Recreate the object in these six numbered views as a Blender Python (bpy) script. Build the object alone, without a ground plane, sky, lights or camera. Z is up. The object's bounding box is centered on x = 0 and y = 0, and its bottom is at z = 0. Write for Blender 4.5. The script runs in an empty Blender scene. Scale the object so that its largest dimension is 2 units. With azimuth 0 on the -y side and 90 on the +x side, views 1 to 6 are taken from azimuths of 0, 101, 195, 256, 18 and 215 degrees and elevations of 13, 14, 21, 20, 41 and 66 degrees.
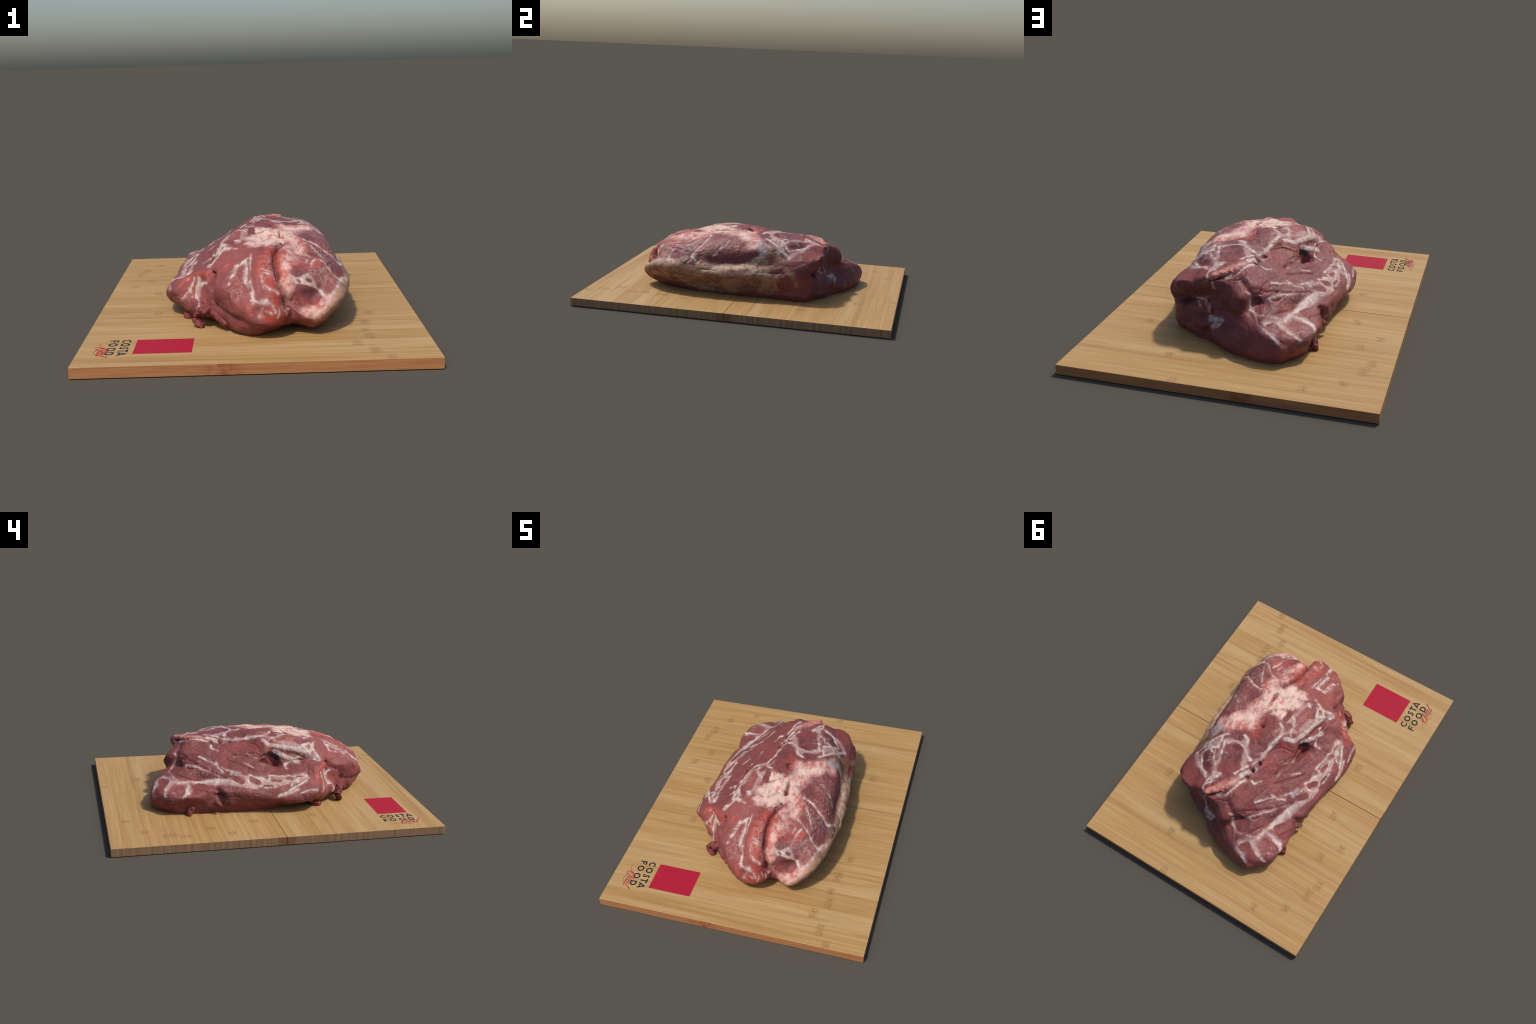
"""A raw shoulder of meat lying on a bamboo board with a printed label.

The joint is a loft through meridian profiles (crown -> shoulder -> foot), into
which folds, seams and holes are pressed as relief strokes.  Its colours are
layers of streaks (fat, membrane, rind, red muscle) whose courses over the
surface are given as short control polylines and turned into node masks.
"""
import bpy, math
import numpy as np
from mathutils import Vector
from mathutils.bvhtree import BVHTree

rng = np.random.default_rng(7)
BOARD_TOP = 0.05

# ------------------------------------------------------------------ helpers
def link(ob, parent=None):
    bpy.context.scene.collection.objects.link(ob)
    if parent: ob.parent = parent
    return ob

def empty(name, label, category, loc=(0, 0, 0)):
    e = bpy.data.objects.new(name, None)
    e.empty_display_size = 0.1
    e.location = loc
    e["label"], e["category"] = label, category
    return link(e)

def mesh_object(name, verts, faces, mat=None, parent=None, smooth=True):
    me = bpy.data.meshes.new(name)
    me.from_pydata([tuple(v) for v in verts], [], [tuple(f) for f in faces])
    me.update()
    if mat: me.materials.append(mat)
    if smooth: me.polygons.foreach_set('use_smooth', [True] * len(me.polygons))
    return link(bpy.data.objects.new(name, me), parent)

def srgb(r, g, b):
    f = lambda c: (c / 255 / 12.92) if c / 255 <= 0.04045 else ((c / 255 + 0.055) / 1.055) ** 2.4
    return (f(r), f(g), f(b), 1.0)

# ------------------------------------------------------------------ node building
class Nodes:
    def __init__(self, name):
        self.mat = bpy.data.materials.new(name)
        self.mat.use_nodes = True
        self.t = self.mat.node_tree
        self.t.nodes.clear()
        self.out = self.t.nodes.new('ShaderNodeOutputMaterial')
        self.bsdf = self.t.nodes.new('ShaderNodeBsdfPrincipled')
        self.t.links.new(self.bsdf.outputs[0], self.out.inputs[0])
    def put(self, sock, v):
        if hasattr(v, 'is_linked') or hasattr(v, 'links'):
            self.t.links.new(v, sock)
        else:
            sock.default_value = v
    def math(self, op, a, b=0.0, c=None, clamp=False):
        n = self.t.nodes.new('ShaderNodeMath'); n.operation = op; n.use_clamp = clamp
        self.put(n.inputs[0], a); self.put(n.inputs[1], b)
        if c is not None: self.put(n.inputs[2], c)
        return n.outputs[0]
    def vec(self, op, a, b=(0, 0, 0), scale=None):
        n = self.t.nodes.new('ShaderNodeVectorMath'); n.operation = op
        self.put(n.inputs[0], a)
        if op == 'SCALE': self.put(n.inputs['Scale'], scale)
        else: self.put(n.inputs[1], b)
        return n.outputs['Value'] if op in ('DOT_PRODUCT', 'DISTANCE', 'LENGTH') else n.outputs['Vector']
    def coords(self):
        return self.t.nodes.new('ShaderNodeTexCoord').outputs['Object']
    def mapping(self, v, scale=(1, 1, 1), rot=(0, 0, 0), loc=(0, 0, 0)):
        n = self.t.nodes.new('ShaderNodeMapping')
        self.put(n.inputs['Vector'], v)
        n.inputs['Scale'].default_value = scale; n.inputs['Rotation'].default_value = rot; n.inputs['Location'].default_value = loc
        return n.outputs[0]
    def noise(self, v, scale, detail=2.0, rough=0.5, dist=0.0, color=False):
        n = self.t.nodes.new('ShaderNodeTexNoise')
        self.put(n.inputs['Vector'], v)
        n.inputs['Scale'].default_value = scale; n.inputs['Detail'].default_value = detail
        n.inputs['Roughness'].default_value = rough; n.inputs['Distortion'].default_value = dist
        return n.outputs['Color' if color else 'Fac']
    def remap(self, v, a, b, c=0.0, d=1.0, smooth=True):
        n = self.t.nodes.new('ShaderNodeMapRange')
        n.interpolation_type = 'SMOOTHSTEP' if smooth else 'LINEAR'
        self.put(n.inputs['Value'], v)
        n.inputs['From Min'].default_value = a; n.inputs['From Max'].default_value = b
        n.inputs['To Min'].default_value = c; n.inputs['To Max'].default_value = d
        return n.outputs['Result']
    def mix(self, fac, a, b, mode='MIX'):
        n = self.t.nodes.new('ShaderNodeMix'); n.data_type = 'RGBA'; n.blend_type = mode
        self.put(n.inputs[0], fac); self.put(n.inputs[6], a); self.put(n.inputs[7], b)
        return n.outputs[2]
    def sep(self, v):
        n = self.t.nodes.new('ShaderNodeSeparateXYZ'); self.put(n.inputs[0], v); return n.outputs
    def comb(self, x, y, z):
        n = self.t.nodes.new('ShaderNodeCombineXYZ')
        for s, v in zip(n.inputs, (x, y, z)): self.put(s, v)
        return n.outputs[0]
    def bump(self, h, strength, dist):
        n = self.t.nodes.new('ShaderNodeBump')
        self.put(n.inputs['Height'], h)
        n.inputs['Strength'].default_value = strength; n.inputs['Distance'].default_value = dist
        return n.outputs[0]
    def white(self, v):
        n = self.t.nodes.new('ShaderNodeTexWhiteNoise'); n.noise_dimensions = '1D'
        self.put(n.inputs['W'], v); return n.outputs['Value']
    def group(self, tree, **inputs):
        n = self.t.nodes.new('ShaderNodeGroup'); n.node_tree = tree
        for k, v in inputs.items(): self.put(n.inputs[k], v)
        return n.outputs[0]


class GroupNodes(Nodes):
    """a node group taking a position (and a field to build on), giving a field"""
    def __init__(self, name):
        self.t = bpy.data.node_groups.new(name, 'ShaderNodeTree')
        i = self.t.interface
        i.new_socket('Position', in_out='INPUT', socket_type='NodeSocketVector')
        i.new_socket('Field', in_out='INPUT', socket_type='NodeSocketFloat')
        i.new_socket('Field', in_out='OUTPUT', socket_type='NodeSocketFloat')
        self.gin = self.t.nodes.new('NodeGroupInput'); self.gout = self.t.nodes.new('NodeGroupOutput')


def streak_group(name, strokes):
    """max over all strokes of (half width - distance to the stroke's course)"""
    N = GroupNodes(name)
    P, field = N.gin.outputs['Position'], N.gin.outputs['Field']
    for w, pts in strokes:
        if len(pts) == 1: pts = [pts[0], tuple(np.add(pts[0], (.001, 0, 0)))]
        n = N.t.nodes.new('ShaderNodeVectorMath'); n.operation = 'MULTIPLY_ADD'   # keeps the evaluation in sequence
        N.put(n.inputs[0], field); n.inputs[1].default_value = (1e-9,) * 3; N.put(n.inputs[2], P)
        Pk = n.outputs[0]
        for a, b in zip(pts[:-1], pts[1:]):
            a, b = np.array(a, float), np.array(b, float)
            ab = b - a; L2 = max(ab @ ab, 1e-8)
            pa = N.vec('SUBTRACT', Pk, tuple(a))
            t = N.math('ADD', N.vec('DOT_PRODUCT', pa, tuple(ab / L2)), 0.0, clamp=True)
            d = N.vec('DISTANCE', pa, N.vec('SCALE', tuple(ab), scale=t))
            field = N.math('MAXIMUM', field, N.math('SUBTRACT', w, d))
    N.t.links.new(field, N.gout.inputs[0])
    return N.t

# ------------------------------------------------------------------ the joint: loft profiles
CROWN = (.02, 0, .449)
EAST_FLANK = [   # (bearing, [(reach, height), ...] from the crown outwards to the foot)
    (0.0, [(.065, .44), (.129, .43), (.194, .421), (.257, .408), (.313, .386), (.354, .353), (.372, .313), (.384, .272), (.425, .24), (.435, .201), (.414, .162), (.389, .123), (.368, .083), (.343, .045)]),
    (11.6, [(.065, .44), (.13, .43), (.195, .422), (.26, .41), (.315, .387), (.359, .356), (.374, .316), (.385, .276), (.425, .243), (.438, .204), (.417, .164), (.394, .125), (.376, .084), (.354, .045)]),
    (22.6, [(.066, .44), (.131, .431), (.197, .422), (.262, .412), (.32, .39), (.365, .36), (.386, .32), (.403, .28), (.439, .245), (.455, .204), (.438, .164), (.415, .125), (.4, .083), (.374, .045)]),
    (32.8, [(.068, .44), (.135, .431), (.204, .422), (.271, .413), (.333, .394), (.381, .363), (.415, .325), (.446, .286), (.476, .247), (.494, .206), (.479, .164), (.451, .125), (.446, .082), (.409, .045)]),
    (41.9, [(.072, .44), (.143, .43), (.215, .422), (.287, .414), (.356, .4), (.408, .368), (.456, .334), (.506, .301), (.536, .26), (.555, .218), (.54, .173), (.52, .129), (.514, .084), (.48, .045)]),
    (50.0, [(.075, .439), (.15, .43), (.225, .421), (.301, .414), (.376, .404), (.433, .373), (.498, .348), (.558, .319), (.59, .276), (.586, .231), (.577, .185), (.572, .138), (.566, .09), (.548, .045)]),
    (57.3, [(.081, .439), (.162, .429), (.242, .419), (.324, .414), (.405, .403), (.471, .373), (.545, .35), (.598, .313), (.574, .265), (.524, .224), (.567, .19), (.574, .142), (.575, .091), (.547, .045)]),
    (63.7, [(.078, .439), (.156, .43), (.234, .422), (.313, .416), (.392, .407), (.466, .39), (.532, .362), (.579, .324), (.555, .277), (.529, .231), (.553, .185), (.572, .138), (.579, .088), (.55, .045)]),
]
NORTH_EAST_SHOULDER = [   # (bearing, [(reach, height), ...] from the crown outwards to the foot)
    (69.6, [(.078, .439), (.156, .43), (.234, .424), (.313, .418), (.391, .409), (.467, .394), (.533, .368), (.55, .321), (.524, .275), (.541, .231), (.551, .184), (.586, .14), (.578, .091), (.567, .045)]),
    (75.1, [(.078, .438), (.156, .429), (.236, .425), (.315, .421), (.394, .412), (.47, .397), (.537, .372), (.536, .324), (.516, .275), (.526, .227), (.551, .182), (.59, .139), (.568, .093), (.568, .045)]),
    (80.2, [(.078, .438), (.155, .428), (.235, .424), (.314, .421), (.393, .415), (.469, .399), (.536, .374), (.533, .326), (.528, .277), (.527, .227), (.562, .185), (.588, .139), (.605, .093), (.583, .045)]),
    (85.2, [(.078, .437), (.155, .425), (.235, .42), (.315, .419), (.395, .415), (.47, .398), (.531, .366), (.546, .318), (.563, .269), (.542, .221), (.566, .18), (.613, .14), (.635, .092), (.61, .045)]),
    (90.0, [(.078, .436), (.154, .421), (.234, .413), (.314, .41), (.395, .409), (.472, .395), (.531, .362), (.578, .321), (.606, .277), (.579, .23), (.604, .184), (.648, .142), (.662, .093), (.642, .045)]),
    (94.8, [(.076, .435), (.15, .417), (.226, .403), (.304, .398), (.383, .395), (.461, .385), (.521, .354), (.577, .32), (.576, .274), (.611, .23), (.649, .187), (.682, .142), (.687, .093), (.669, .045)]),
    (99.8, [(.077, .433), (.151, .412), (.227, .393), (.307, .385), (.387, .376), (.465, .362), (.527, .329), (.512, .282), (.559, .255), (.633, .234), (.68, .193), (.704, .144), (.715, .094), (.697, .045)]),
    (104.9, [(.074, .432), (.143, .408), (.215, .387), (.291, .373), (.368, .361), (.444, .347), (.499, .314), (.524, .269), (.596, .248), (.663, .225), (.719, .19), (.734, .142), (.743, .093), (.725, .045)]),
]
NORTH_FACE = [   # (bearing, [(reach, height), ...] from the crown outwards to the foot)
    (110.4, [(.072, .431), (.138, .404), (.208, .381), (.282, .363), (.357, .349), (.433, .337), (.484, .3), (.532, .262), (.594, .231), (.658, .203), (.726, .178), (.766, .138), (.763, .089), (.734, .045)]),
    (116.3, [(.071, .429), (.134, .399), (.202, .374), (.274, .354), (.348, .336), (.42, .316), (.479, .283), (.52, .241), (.579, .209), (.653, .192), (.725, .172), (.745, .133), (.735, .087), (.696, .045)]),
    (122.7, [(.068, .427), (.127, .395), (.192, .369), (.262, .346), (.331, .324), (.401, .303), (.461, .275), (.489, .23), (.56, .211), (.634, .196), (.704, .175), (.715, .134), (.677, .092), (.659, .045)]),
    (130.0, [(.062, .428), (.112, .396), (.17, .37), (.231, .346), (.292, .323), (.355, .302), (.417, .279), (.449, .24), (.509, .216), (.575, .198), (.629, .17), (.605, .13), (.587, .088), (.576, .045)]),
    (138.1, [(.056, .429), (.099, .398), (.15, .373), (.204, .349), (.257, .324), (.311, .301), (.366, .278), (.411, .25), (.457, .223), (.511, .2), (.525, .162), (.532, .121), (.517, .081), (.486, .045)]),
    (147.2, [(.053, .43), (.092, .399), (.14, .374), (.19, .349), (.237, .323), (.284, .297), (.337, .275), (.388, .253), (.433, .225), (.474, .195), (.481, .156), (.486, .117), (.468, .08), (.439, .045)]),
    (157.4, [(.051, .43), (.089, .4), (.136, .375), (.181, .35), (.223, .322), (.265, .294), (.315, .272), (.365, .25), (.409, .223), (.447, .193), (.453, .155), (.444, .118), (.429, .081), (.407, .045)]),
    (168.4, [(.05, .43), (.09, .402), (.137, .378), (.18, .351), (.217, .321), (.256, .292), (.303, .268), (.347, .242), (.391, .216), (.433, .189), (.439, .153), (.423, .116), (.404, .08), (.384, .045)]),
]
WEST_FLANK = [   # (bearing, [(reach, height), ...] from the crown outwards to the foot)
    (180.0, [(.051, .431), (.094, .404), (.142, .381), (.183, .353), (.217, .322), (.254, .292), (.299, .267), (.342, .24), (.384, .213), (.419, .182), (.44, .149), (.42, .113), (.395, .079), (.368, .045)]),
    (-168.4, [(.054, .431), (.105, .407), (.157, .383), (.197, .352), (.229, .318), (.268, .286), (.317, .261), (.363, .233), (.408, .205), (.45, .175), (.468, .138), (.43, .107), (.389, .077), (.351, .045)]),
    (-157.4, [(.059, .432), (.118, .411), (.173, .387), (.215, .354), (.245, .316), (.286, .283), (.344, .261), (.395, .234), (.443, .204), (.485, .171), (.491, .131), (.441, .103), (.392, .074), (.343, .045)]),
    (-147.2, [(.064, .433), (.131, .416), (.192, .393), (.237, .359), (.267, .318), (.307, .283), (.373, .265), (.427, .237), (.479, .206), (.526, .172), (.516, .131), (.468, .099), (.415, .069), (.355, .045)]),
    (-138.1, [(.064, .436), (.131, .424), (.195, .408), (.247, .38), (.283, .343), (.311, .304), (.369, .282), (.432, .264), (.476, .232), (.505, .192), (.512, .151), (.504, .109), (.463, .074), (.414, .045)]),
    (-130.0, [(.066, .439), (.134, .43), (.202, .419), (.261, .396), (.306, .363), (.342, .326), (.395, .299), (.455, .277), (.472, .237), (.484, .194), (.511, .154), (.512, .111), (.481, .073), (.428, .045)]),
    (-122.7, [(.07, .442), (.141, .435), (.211, .427), (.276, .408), (.33, .379), (.372, .342), (.423, .311), (.474, .281), (.476, .236), (.496, .193), (.523, .152), (.531, .109), (.486, .074), (.432, .045)]),
    (-116.3, [(.073, .444), (.145, .436), (.218, .431), (.287, .415), (.35, .392), (.394, .355), (.444, .322), (.474, .281), (.521, .246), (.528, .202), (.545, .158), (.546, .113), (.504, .076), (.45, .045)]),
]
SOUTH_WEST_LOBE = [   # (bearing, [(reach, height), ...] from the crown outwards to the foot)
    (-110.4, [(.076, .445), (.151, .434), (.227, .43), (.3, .416), (.366, .392), (.416, .356), (.474, .325), (.514, .285), (.575, .259), (.583, .217), (.568, .172), (.57, .124), (.545, .079), (.491, .045)]),
    (-104.9, [(.077, .446), (.152, .432), (.228, .426), (.303, .414), (.372, .391), (.428, .357), (.486, .326), (.557, .306), (.61, .27), (.62, .226), (.61, .18), (.604, .132), (.59, .084), (.545, .045)]),
    (-99.8, [(.079, .447), (.154, .431), (.231, .423), (.309, .412), (.381, .392), (.44, .359), (.5, .327), (.572, .307), (.629, .272), (.663, .228), (.669, .179), (.652, .13), (.635, .082), (.584, .045)]),
    (-94.8, [(.08, .447), (.157, .431), (.236, .422), (.315, .411), (.391, .393), (.459, .367), (.524, .337), (.581, .302), (.632, .264), (.678, .224), (.712, .181), (.711, .132), (.681, .086), (.637, .045)]),
    (-90.0, [(.084, .447), (.165, .432), (.247, .422), (.329, .408), (.408, .39), (.488, .373), (.561, .348), (.623, .312), (.662, .269), (.704, .224), (.712, .173), (.734, .128), (.688, .084), (.634, .045)]),
    (-85.2, [(.087, .447), (.173, .433), (.258, .422), (.343, .408), (.427, .391), (.509, .373), (.579, .341), (.63, .305), (.685, .265), (.715, .214), (.728, .163), (.719, .116), (.655, .079), (.586, .045)]),
    (-80.2, [(.086, .447), (.171, .436), (.256, .424), (.341, .413), (.425, .401), (.502, .376), (.571, .343), (.627, .302), (.665, .254), (.675, .201), (.706, .153), (.676, .108), (.604, .077), (.535, .045)]),
    (-75.1, [(.087, .447), (.174, .437), (.259, .424), (.346, .416), (.431, .402), (.5, .369), (.574, .339), (.625, .295), (.656, .246), (.658, .191), (.702, .144), (.647, .106), (.577, .073), (.501, .045)]),
]
SOUTH_LOBES = [   # (bearing, [(reach, height), ...] from the crown outwards to the foot)
    (-69.6, [(.094, .446), (.187, .434), (.279, .421), (.373, .412), (.445, .376), (.524, .345), (.606, .315), (.65, .265), (.656, .206), (.724, .167), (.735, .124), (.677, .079), (.585, .064), (.496, .045)]),
    (-63.7, [(.092, .445), (.181, .432), (.271, .419), (.361, .41), (.415, .366), (.496, .348), (.581, .328), (.625, .279), (.664, .229), (.729, .189), (.721, .141), (.665, .096), (.6, .06), (.511, .045)]),
    (-57.3, [(.085, .445), (.167, .432), (.249, .419), (.333, .409), (.399, .377), (.473, .355), (.553, .34), (.599, .295), (.648, .252), (.699, .21), (.672, .162), (.624, .118), (.582, .072), (.509, .045)]),
    (-50.0, [(.079, .444), (.156, .431), (.233, .418), (.31, .408), (.383, .388), (.45, .36), (.518, .335), (.566, .296), (.609, .254), (.646, .212), (.609, .168), (.572, .124), (.535, .08), (.479, .045)]),
    (-41.9, [(.075, .443), (.148, .43), (.221, .418), (.294, .406), (.363, .388), (.422, .358), (.481, .329), (.526, .291), (.574, .255), (.578, .209), (.549, .166), (.513, .124), (.482, .081), (.434, .045)]),
    (-32.8, [(.071, .442), (.141, .43), (.21, .418), (.279, .405), (.347, .388), (.402, .36), (.447, .325), (.474, .283), (.509, .246), (.523, .205), (.496, .163), (.465, .123), (.435, .081), (.393, .045)]),
    (-22.6, [(.069, .441), (.138, .429), (.206, .418), (.273, .403), (.34, .389), (.386, .356), (.416, .316), (.425, .273), (.459, .241), (.483, .205), (.456, .164), (.427, .124), (.4, .083), (.364, .045)]),
    (-11.6, [(.066, .44), (.132, .43), (.198, .419), (.262, .405), (.322, .385), (.366, .353), (.386, .313), (.394, .271), (.436, .239), (.452, .201), (.427, .162), (.401, .123), (.377, .083), (.347, .045)]),
]

PROFILES = EAST_FLANK + NORTH_EAST_SHOULDER + NORTH_FACE + WEST_FLANK + SOUTH_WEST_LOBE + SOUTH_LOBES
AXIS = np.array([0.02, 0.0])

# ------------------------------------------------------------------ relief: folds, holes, recesses
RELIEF = [   # (what, width, height (negative is pressed in), course over the surface)
    ('lobe_groove', .018, -.029, [(.134, -.33, .415), (.120, -.38, .40), (.100, -.436, .385), (.094, -.512, .36), (.110, -.605, .31), (.134, -.655, .245), (.156, -.67, .195), (.166, -.67, .14)]),
    ('lobe_groove', .008, -.014, [(.120, -.38, .40), (.100, -.436, .385), (.094, -.512, .36), (.110, -.605, .31), (.134, -.655, .245), (.156, -.67, .195)]),
    ('main_fold', .01, -.012, [(-.209, -.369, .309), (-.189, -.255, .342), (-.179, -.163, .362), (-.165, -.062, .365), (-.173, .004, .344), (-.162, .074, .34), (-.138, .138, .345), (-.129, .191, .345)]),
    ('main_hole', .03, -.06, [(-.174, -.056, .355), (-.197, -.071, .328)]),
    ('bone_hole', .013, -.04, [(-.007, .249, .396)]),
    ('vein_hole', .009, -.025, [(-.02, .19, .397)]),
    ('vein_hole', .009, -.02, [(-.006, .306, .398)]),
    ('cap_slit', .008, -.035, [(.141, -.259, .418), (.139, -.202, .421), (.138, -.149, .424)]),
    ('cap_pinhole', .008, -.025, [(.081, -.146, .439)]),
    ('red_hole', .012, -.025, [(.091, -.011, .439)]),
    ('flap_underside', .014, -.016, [(.158, .516, .375), (.07, .491, .39), (.032, .425, .407)]),
    ('north_shelf', .014, -.008, [(.422, .421, .199), (.324, .44, .214), (.239, .482, .243), (.196, .491, .246)]),
    ('north_recess', .014, -.008, [(.386, .448, .155), (.242, .507, .183), (.166, .532, .181), (.088, .549, .185), (-.011, .598, .229), (-.047, .576, .252)]),
    ('north_cavity', .014, -.005, [(-.051, .574, .252), (-.088, .623, .234), (-.117, .649, .216)]),
    ('north_split', .015, -.02, [(.168, .545, .082), (.165, .567, .151), (.166, .532, .181)]),
    ('west_tear', .02, -.055, [(-.371, .334, .179), (-.379, .305, .149), (-.389, .288, .107)]),
    ('west_notch', .016, -.03, [(-.195, -.416, .29), (-.199, -.447, .261), (-.2, -.523, .242)]),
    ('lobe_seam', .014, -.014, [(-.2, -.517, .245), (-.191, -.511, .179), (-.149, -.567, .147), (-.087, -.647, .131), (-.043, -.697, .124)]),
    ('pocket', .02, -.04, [(.169, -.674, .16), (.178, -.678, .151), (.186, -.678, .143)]),
    ('lobe_fold', .02, -.008, [(-.027, -.473, .352), (-.034, -.57, .308), (-.023, -.629, .269), (-.008, -.647, .24)]),
    ('lobe_fold', .02, -.007, [(-.115, -.591, .287), (-.128, -.619, .241), (-.105, -.64, .192)]),
    ('rind_end_recess', .03, -.012, [(.437, .194, .216), (.421, .242, .244), (.435, .286, .211)]),
    ('west_undercut', .028, -.03, [(-.242, -.1, .005), (-.241, -.217, .001), (-.316, -.291, .04)]),
    ('neck_crease', .012, -.01, [(.137, .507, .385), (.251, .513, .336), (.186, .488, .25), (.204, .514, .188)]),
    ('flank_fold', .015, -.012, [(.018, .491, .388), (-.032, .528, .342), (-.068, .525, .323), (-.108, .478, .32)]),
    ('sinew_step', .012, -.006, [(-.109, .444, .337), (-.179, .34, .311), (-.251, .229, .279)]),
    ('tag_edge', .008, -.008, [(-.146, -.45, .322), (-.105, -.439, .337), (-.095, -.46, .331)]),
    ('lean_fold', .01, -.008, [(-.089, -.595, .292), (-.081, -.633, .261), (-.076, -.665, .228)]),
    ('lean_fold', .012, -.008, [(.013, -.561, .343), (.024, -.619, .315), (.028, -.666, .276)]),
    ('lean_fold', .012, -.007, [(-.06, -.573, .3), (-.043, -.609, .279), (-.014, -.643, .241)]),
    ('ring_seam', .008, -.008, [(.179, -.63, .269), (.189, -.634, .246), (.169, -.645, .194)]),
    ('ring_seam', .008, -.007, [(.284, -.593, .224), (.291, -.631, .197), (.262, -.665, .173), (.232, -.655, .174)]),
    ('brisket_seam', .01, -.007, [(.248, -.383, .355), (.313, -.442, .349), (.356, -.481, .297), (.386, -.485, .252)]),
    ('brisket_seam', .01, -.006, [(.245, -.245, .401), (.307, -.259, .378), (.368, -.298, .339), (.409, -.327, .298)]),
    ('brisket_seam', .009, -.004, [(.317, -.096, .392), (.37, -.137, .362), (.408, -.184, .311)]),
    ('oval_edge', .007, -.004, [(.185, .292, .413), (.214, .24, .414), (.202, .175, .418), (.14, .153, .424)]),
    ('flank_seam', .008, -.006, [(-.282, -.267, .273), (-.322, -.256, .251)]),
    ('flank_seam', .008, -.007, [(-.156, .235, .328), (-.211, .153, .302), (-.267, .069, .274)]),
    ('flank_seam', .008, -.006, [(-.048, .515, .344), (-.14, .445, .315), (-.23, .354, .287), (-.284, .271, .256)]),
    ('loin_seam', .008, -.007, [(-.098, .587, .246), (-.122, .642, .226), (-.199, .68, .191), (-.262, .697, .163)]),
    ('tear', .01, -.014, [(-.2, -.31, .323), (-.182, -.23, .356), (-.166, -.148, .376)]),
    ('bone_tunnel', .01, -.014, [(-.021, .17, .4), (-.004, .227, .4), (-.005, .295, .398)]),
    ('red_split', .008, -.012, [(.092, -.06, .439), (.099, -.002, .437), (.129, .019, .433)]),
    ('cut_edge', .013, .009, [(-.386, .53, .175), (-.359, .503, .19), (-.304, .467, .207), (-.352, .382, .201), (-.373, .311, .165)]),
    ('cut_edge', .012, .007, [(-.139, .643, .226), (-.191, .685, .192), (-.26, .713, .143)]),
    ('cut_edge', .014, .008, [(.361, .484, .315), (.265, .51, .337), (.199, .508, .364)]),
    ('cut_edge', .012, .006, [(-.27, -.305, .28), (-.318, -.301, .253), (-.401, -.305, .184)]),
    ('main_slit', .011, -.028, [(-.189, .036, .325), (-.191, -.023, .331), (-.207, -.083, .315), (-.215, -.101, .304)]),
]

# ------------------------------------------------------------------ streaks of colour
FAT_ON_CROWN = [   # (half width, course over the meat)
    (.008, [(-.126, -.311, .398), (-.206, -.365, .311)]),
    (.006, [(-.129, -.307, .398), (-.165, -.23, .379)]),
    (.003, [(-.069, -.306, .409), (-.093, -.232, .424)]),
    (.004, [(-.034, -.161, .431), (-.065, -.136, .433), (-.077, -.066, .421), (-.099, -.046, .406)]),
    (.004, [(.005, -.085, .446), (-.033, -.067, .436), (-.041, -.028, .428)]),
    (.006, [(-.045, -.031, .427), (-.025, .04, .426), (-.023, .105, .412), (-.014, .176, .403), (.001, .22, .404)]),
    (.007, [(.149, .089, .428), (.111, .115, .431), (.095, .163, .428), (.061, .199, .426), (.028, .21, .418)]),
    (.003, [(.21, .18, .417), (.176, .149, .422), (.113, .161, .427)]),
    (.005, [(.249, .188, .411), (.247, .257, .409), (.23, .316, .407), (.2, .345, .407)]),
    (.005, [(.233, .18, .414), (.216, .229, .414), (.207, .259, .414)]),
    (.012, [(.177, .387, .404), (.168, .425, .399), (.143, .38, .409)]),
    (.007, [(.088, .496, .389), (.04, .471, .397), (.016, .393, .407), (-.006, .329, .399)]),
    (.012, [(.029, .324, .414), (.005, .28, .403), (-.013, .242, .394)]),
    (.005, [(.063, .337, .42), (.056, .298, .421), (.023, .251, .413)]),
    (.003, [(-.113, -.344, .39), (-.079, -.364, .389)]),
    (.004, [(-.097, -.255, .419), (-.084, -.292, .413), (-.062, -.304, .411)]),
    (.002, [(-.018, -.116, .439), (-.049, -.148, .434), (-.071, -.17, .433)]),
    (.006, [(.26, .236, .408), (.303, .266, .386), (.326, .305, .361), (.27, .394, .376)]),
    (.006, [(.166, .375, .407), (.191, .447, .391), (.186, .501, .374)]),
    (.005, [(.26, .169, .409), (.258, .243, .408)]),
    (.005, [(.245, -.245, .401), (.307, -.259, .378), (.368, -.298, .339), (.409, -.327, .298), (.427, -.295, .271)]),
    (.004, [(.317, -.096, .392), (.37, -.137, .362), (.408, -.184, .311)]),
]
FAT_ON_EAST_FLANK = [   # (half width, course over the meat)
    (.003, [(.354, .307, .338), (.295, .381, .365), (.237, .405, .39), (.207, .433, .391)]),
    (.005, [(.345, .271, .348), (.309, .251, .383), (.252, .283, .407)]),
    (.007, [(.366, .309, .329), (.337, .248, .359), (.288, .181, .399), (.245, .128, .414)]),
    (.004, [(.248, -.383, .355), (.313, -.442, .349), (.356, -.481, .297), (.386, -.485, .252)]),
    (.003, [(.277, -.303, .382), (.309, -.348, .36), (.339, -.415, .341)]),
]
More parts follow.
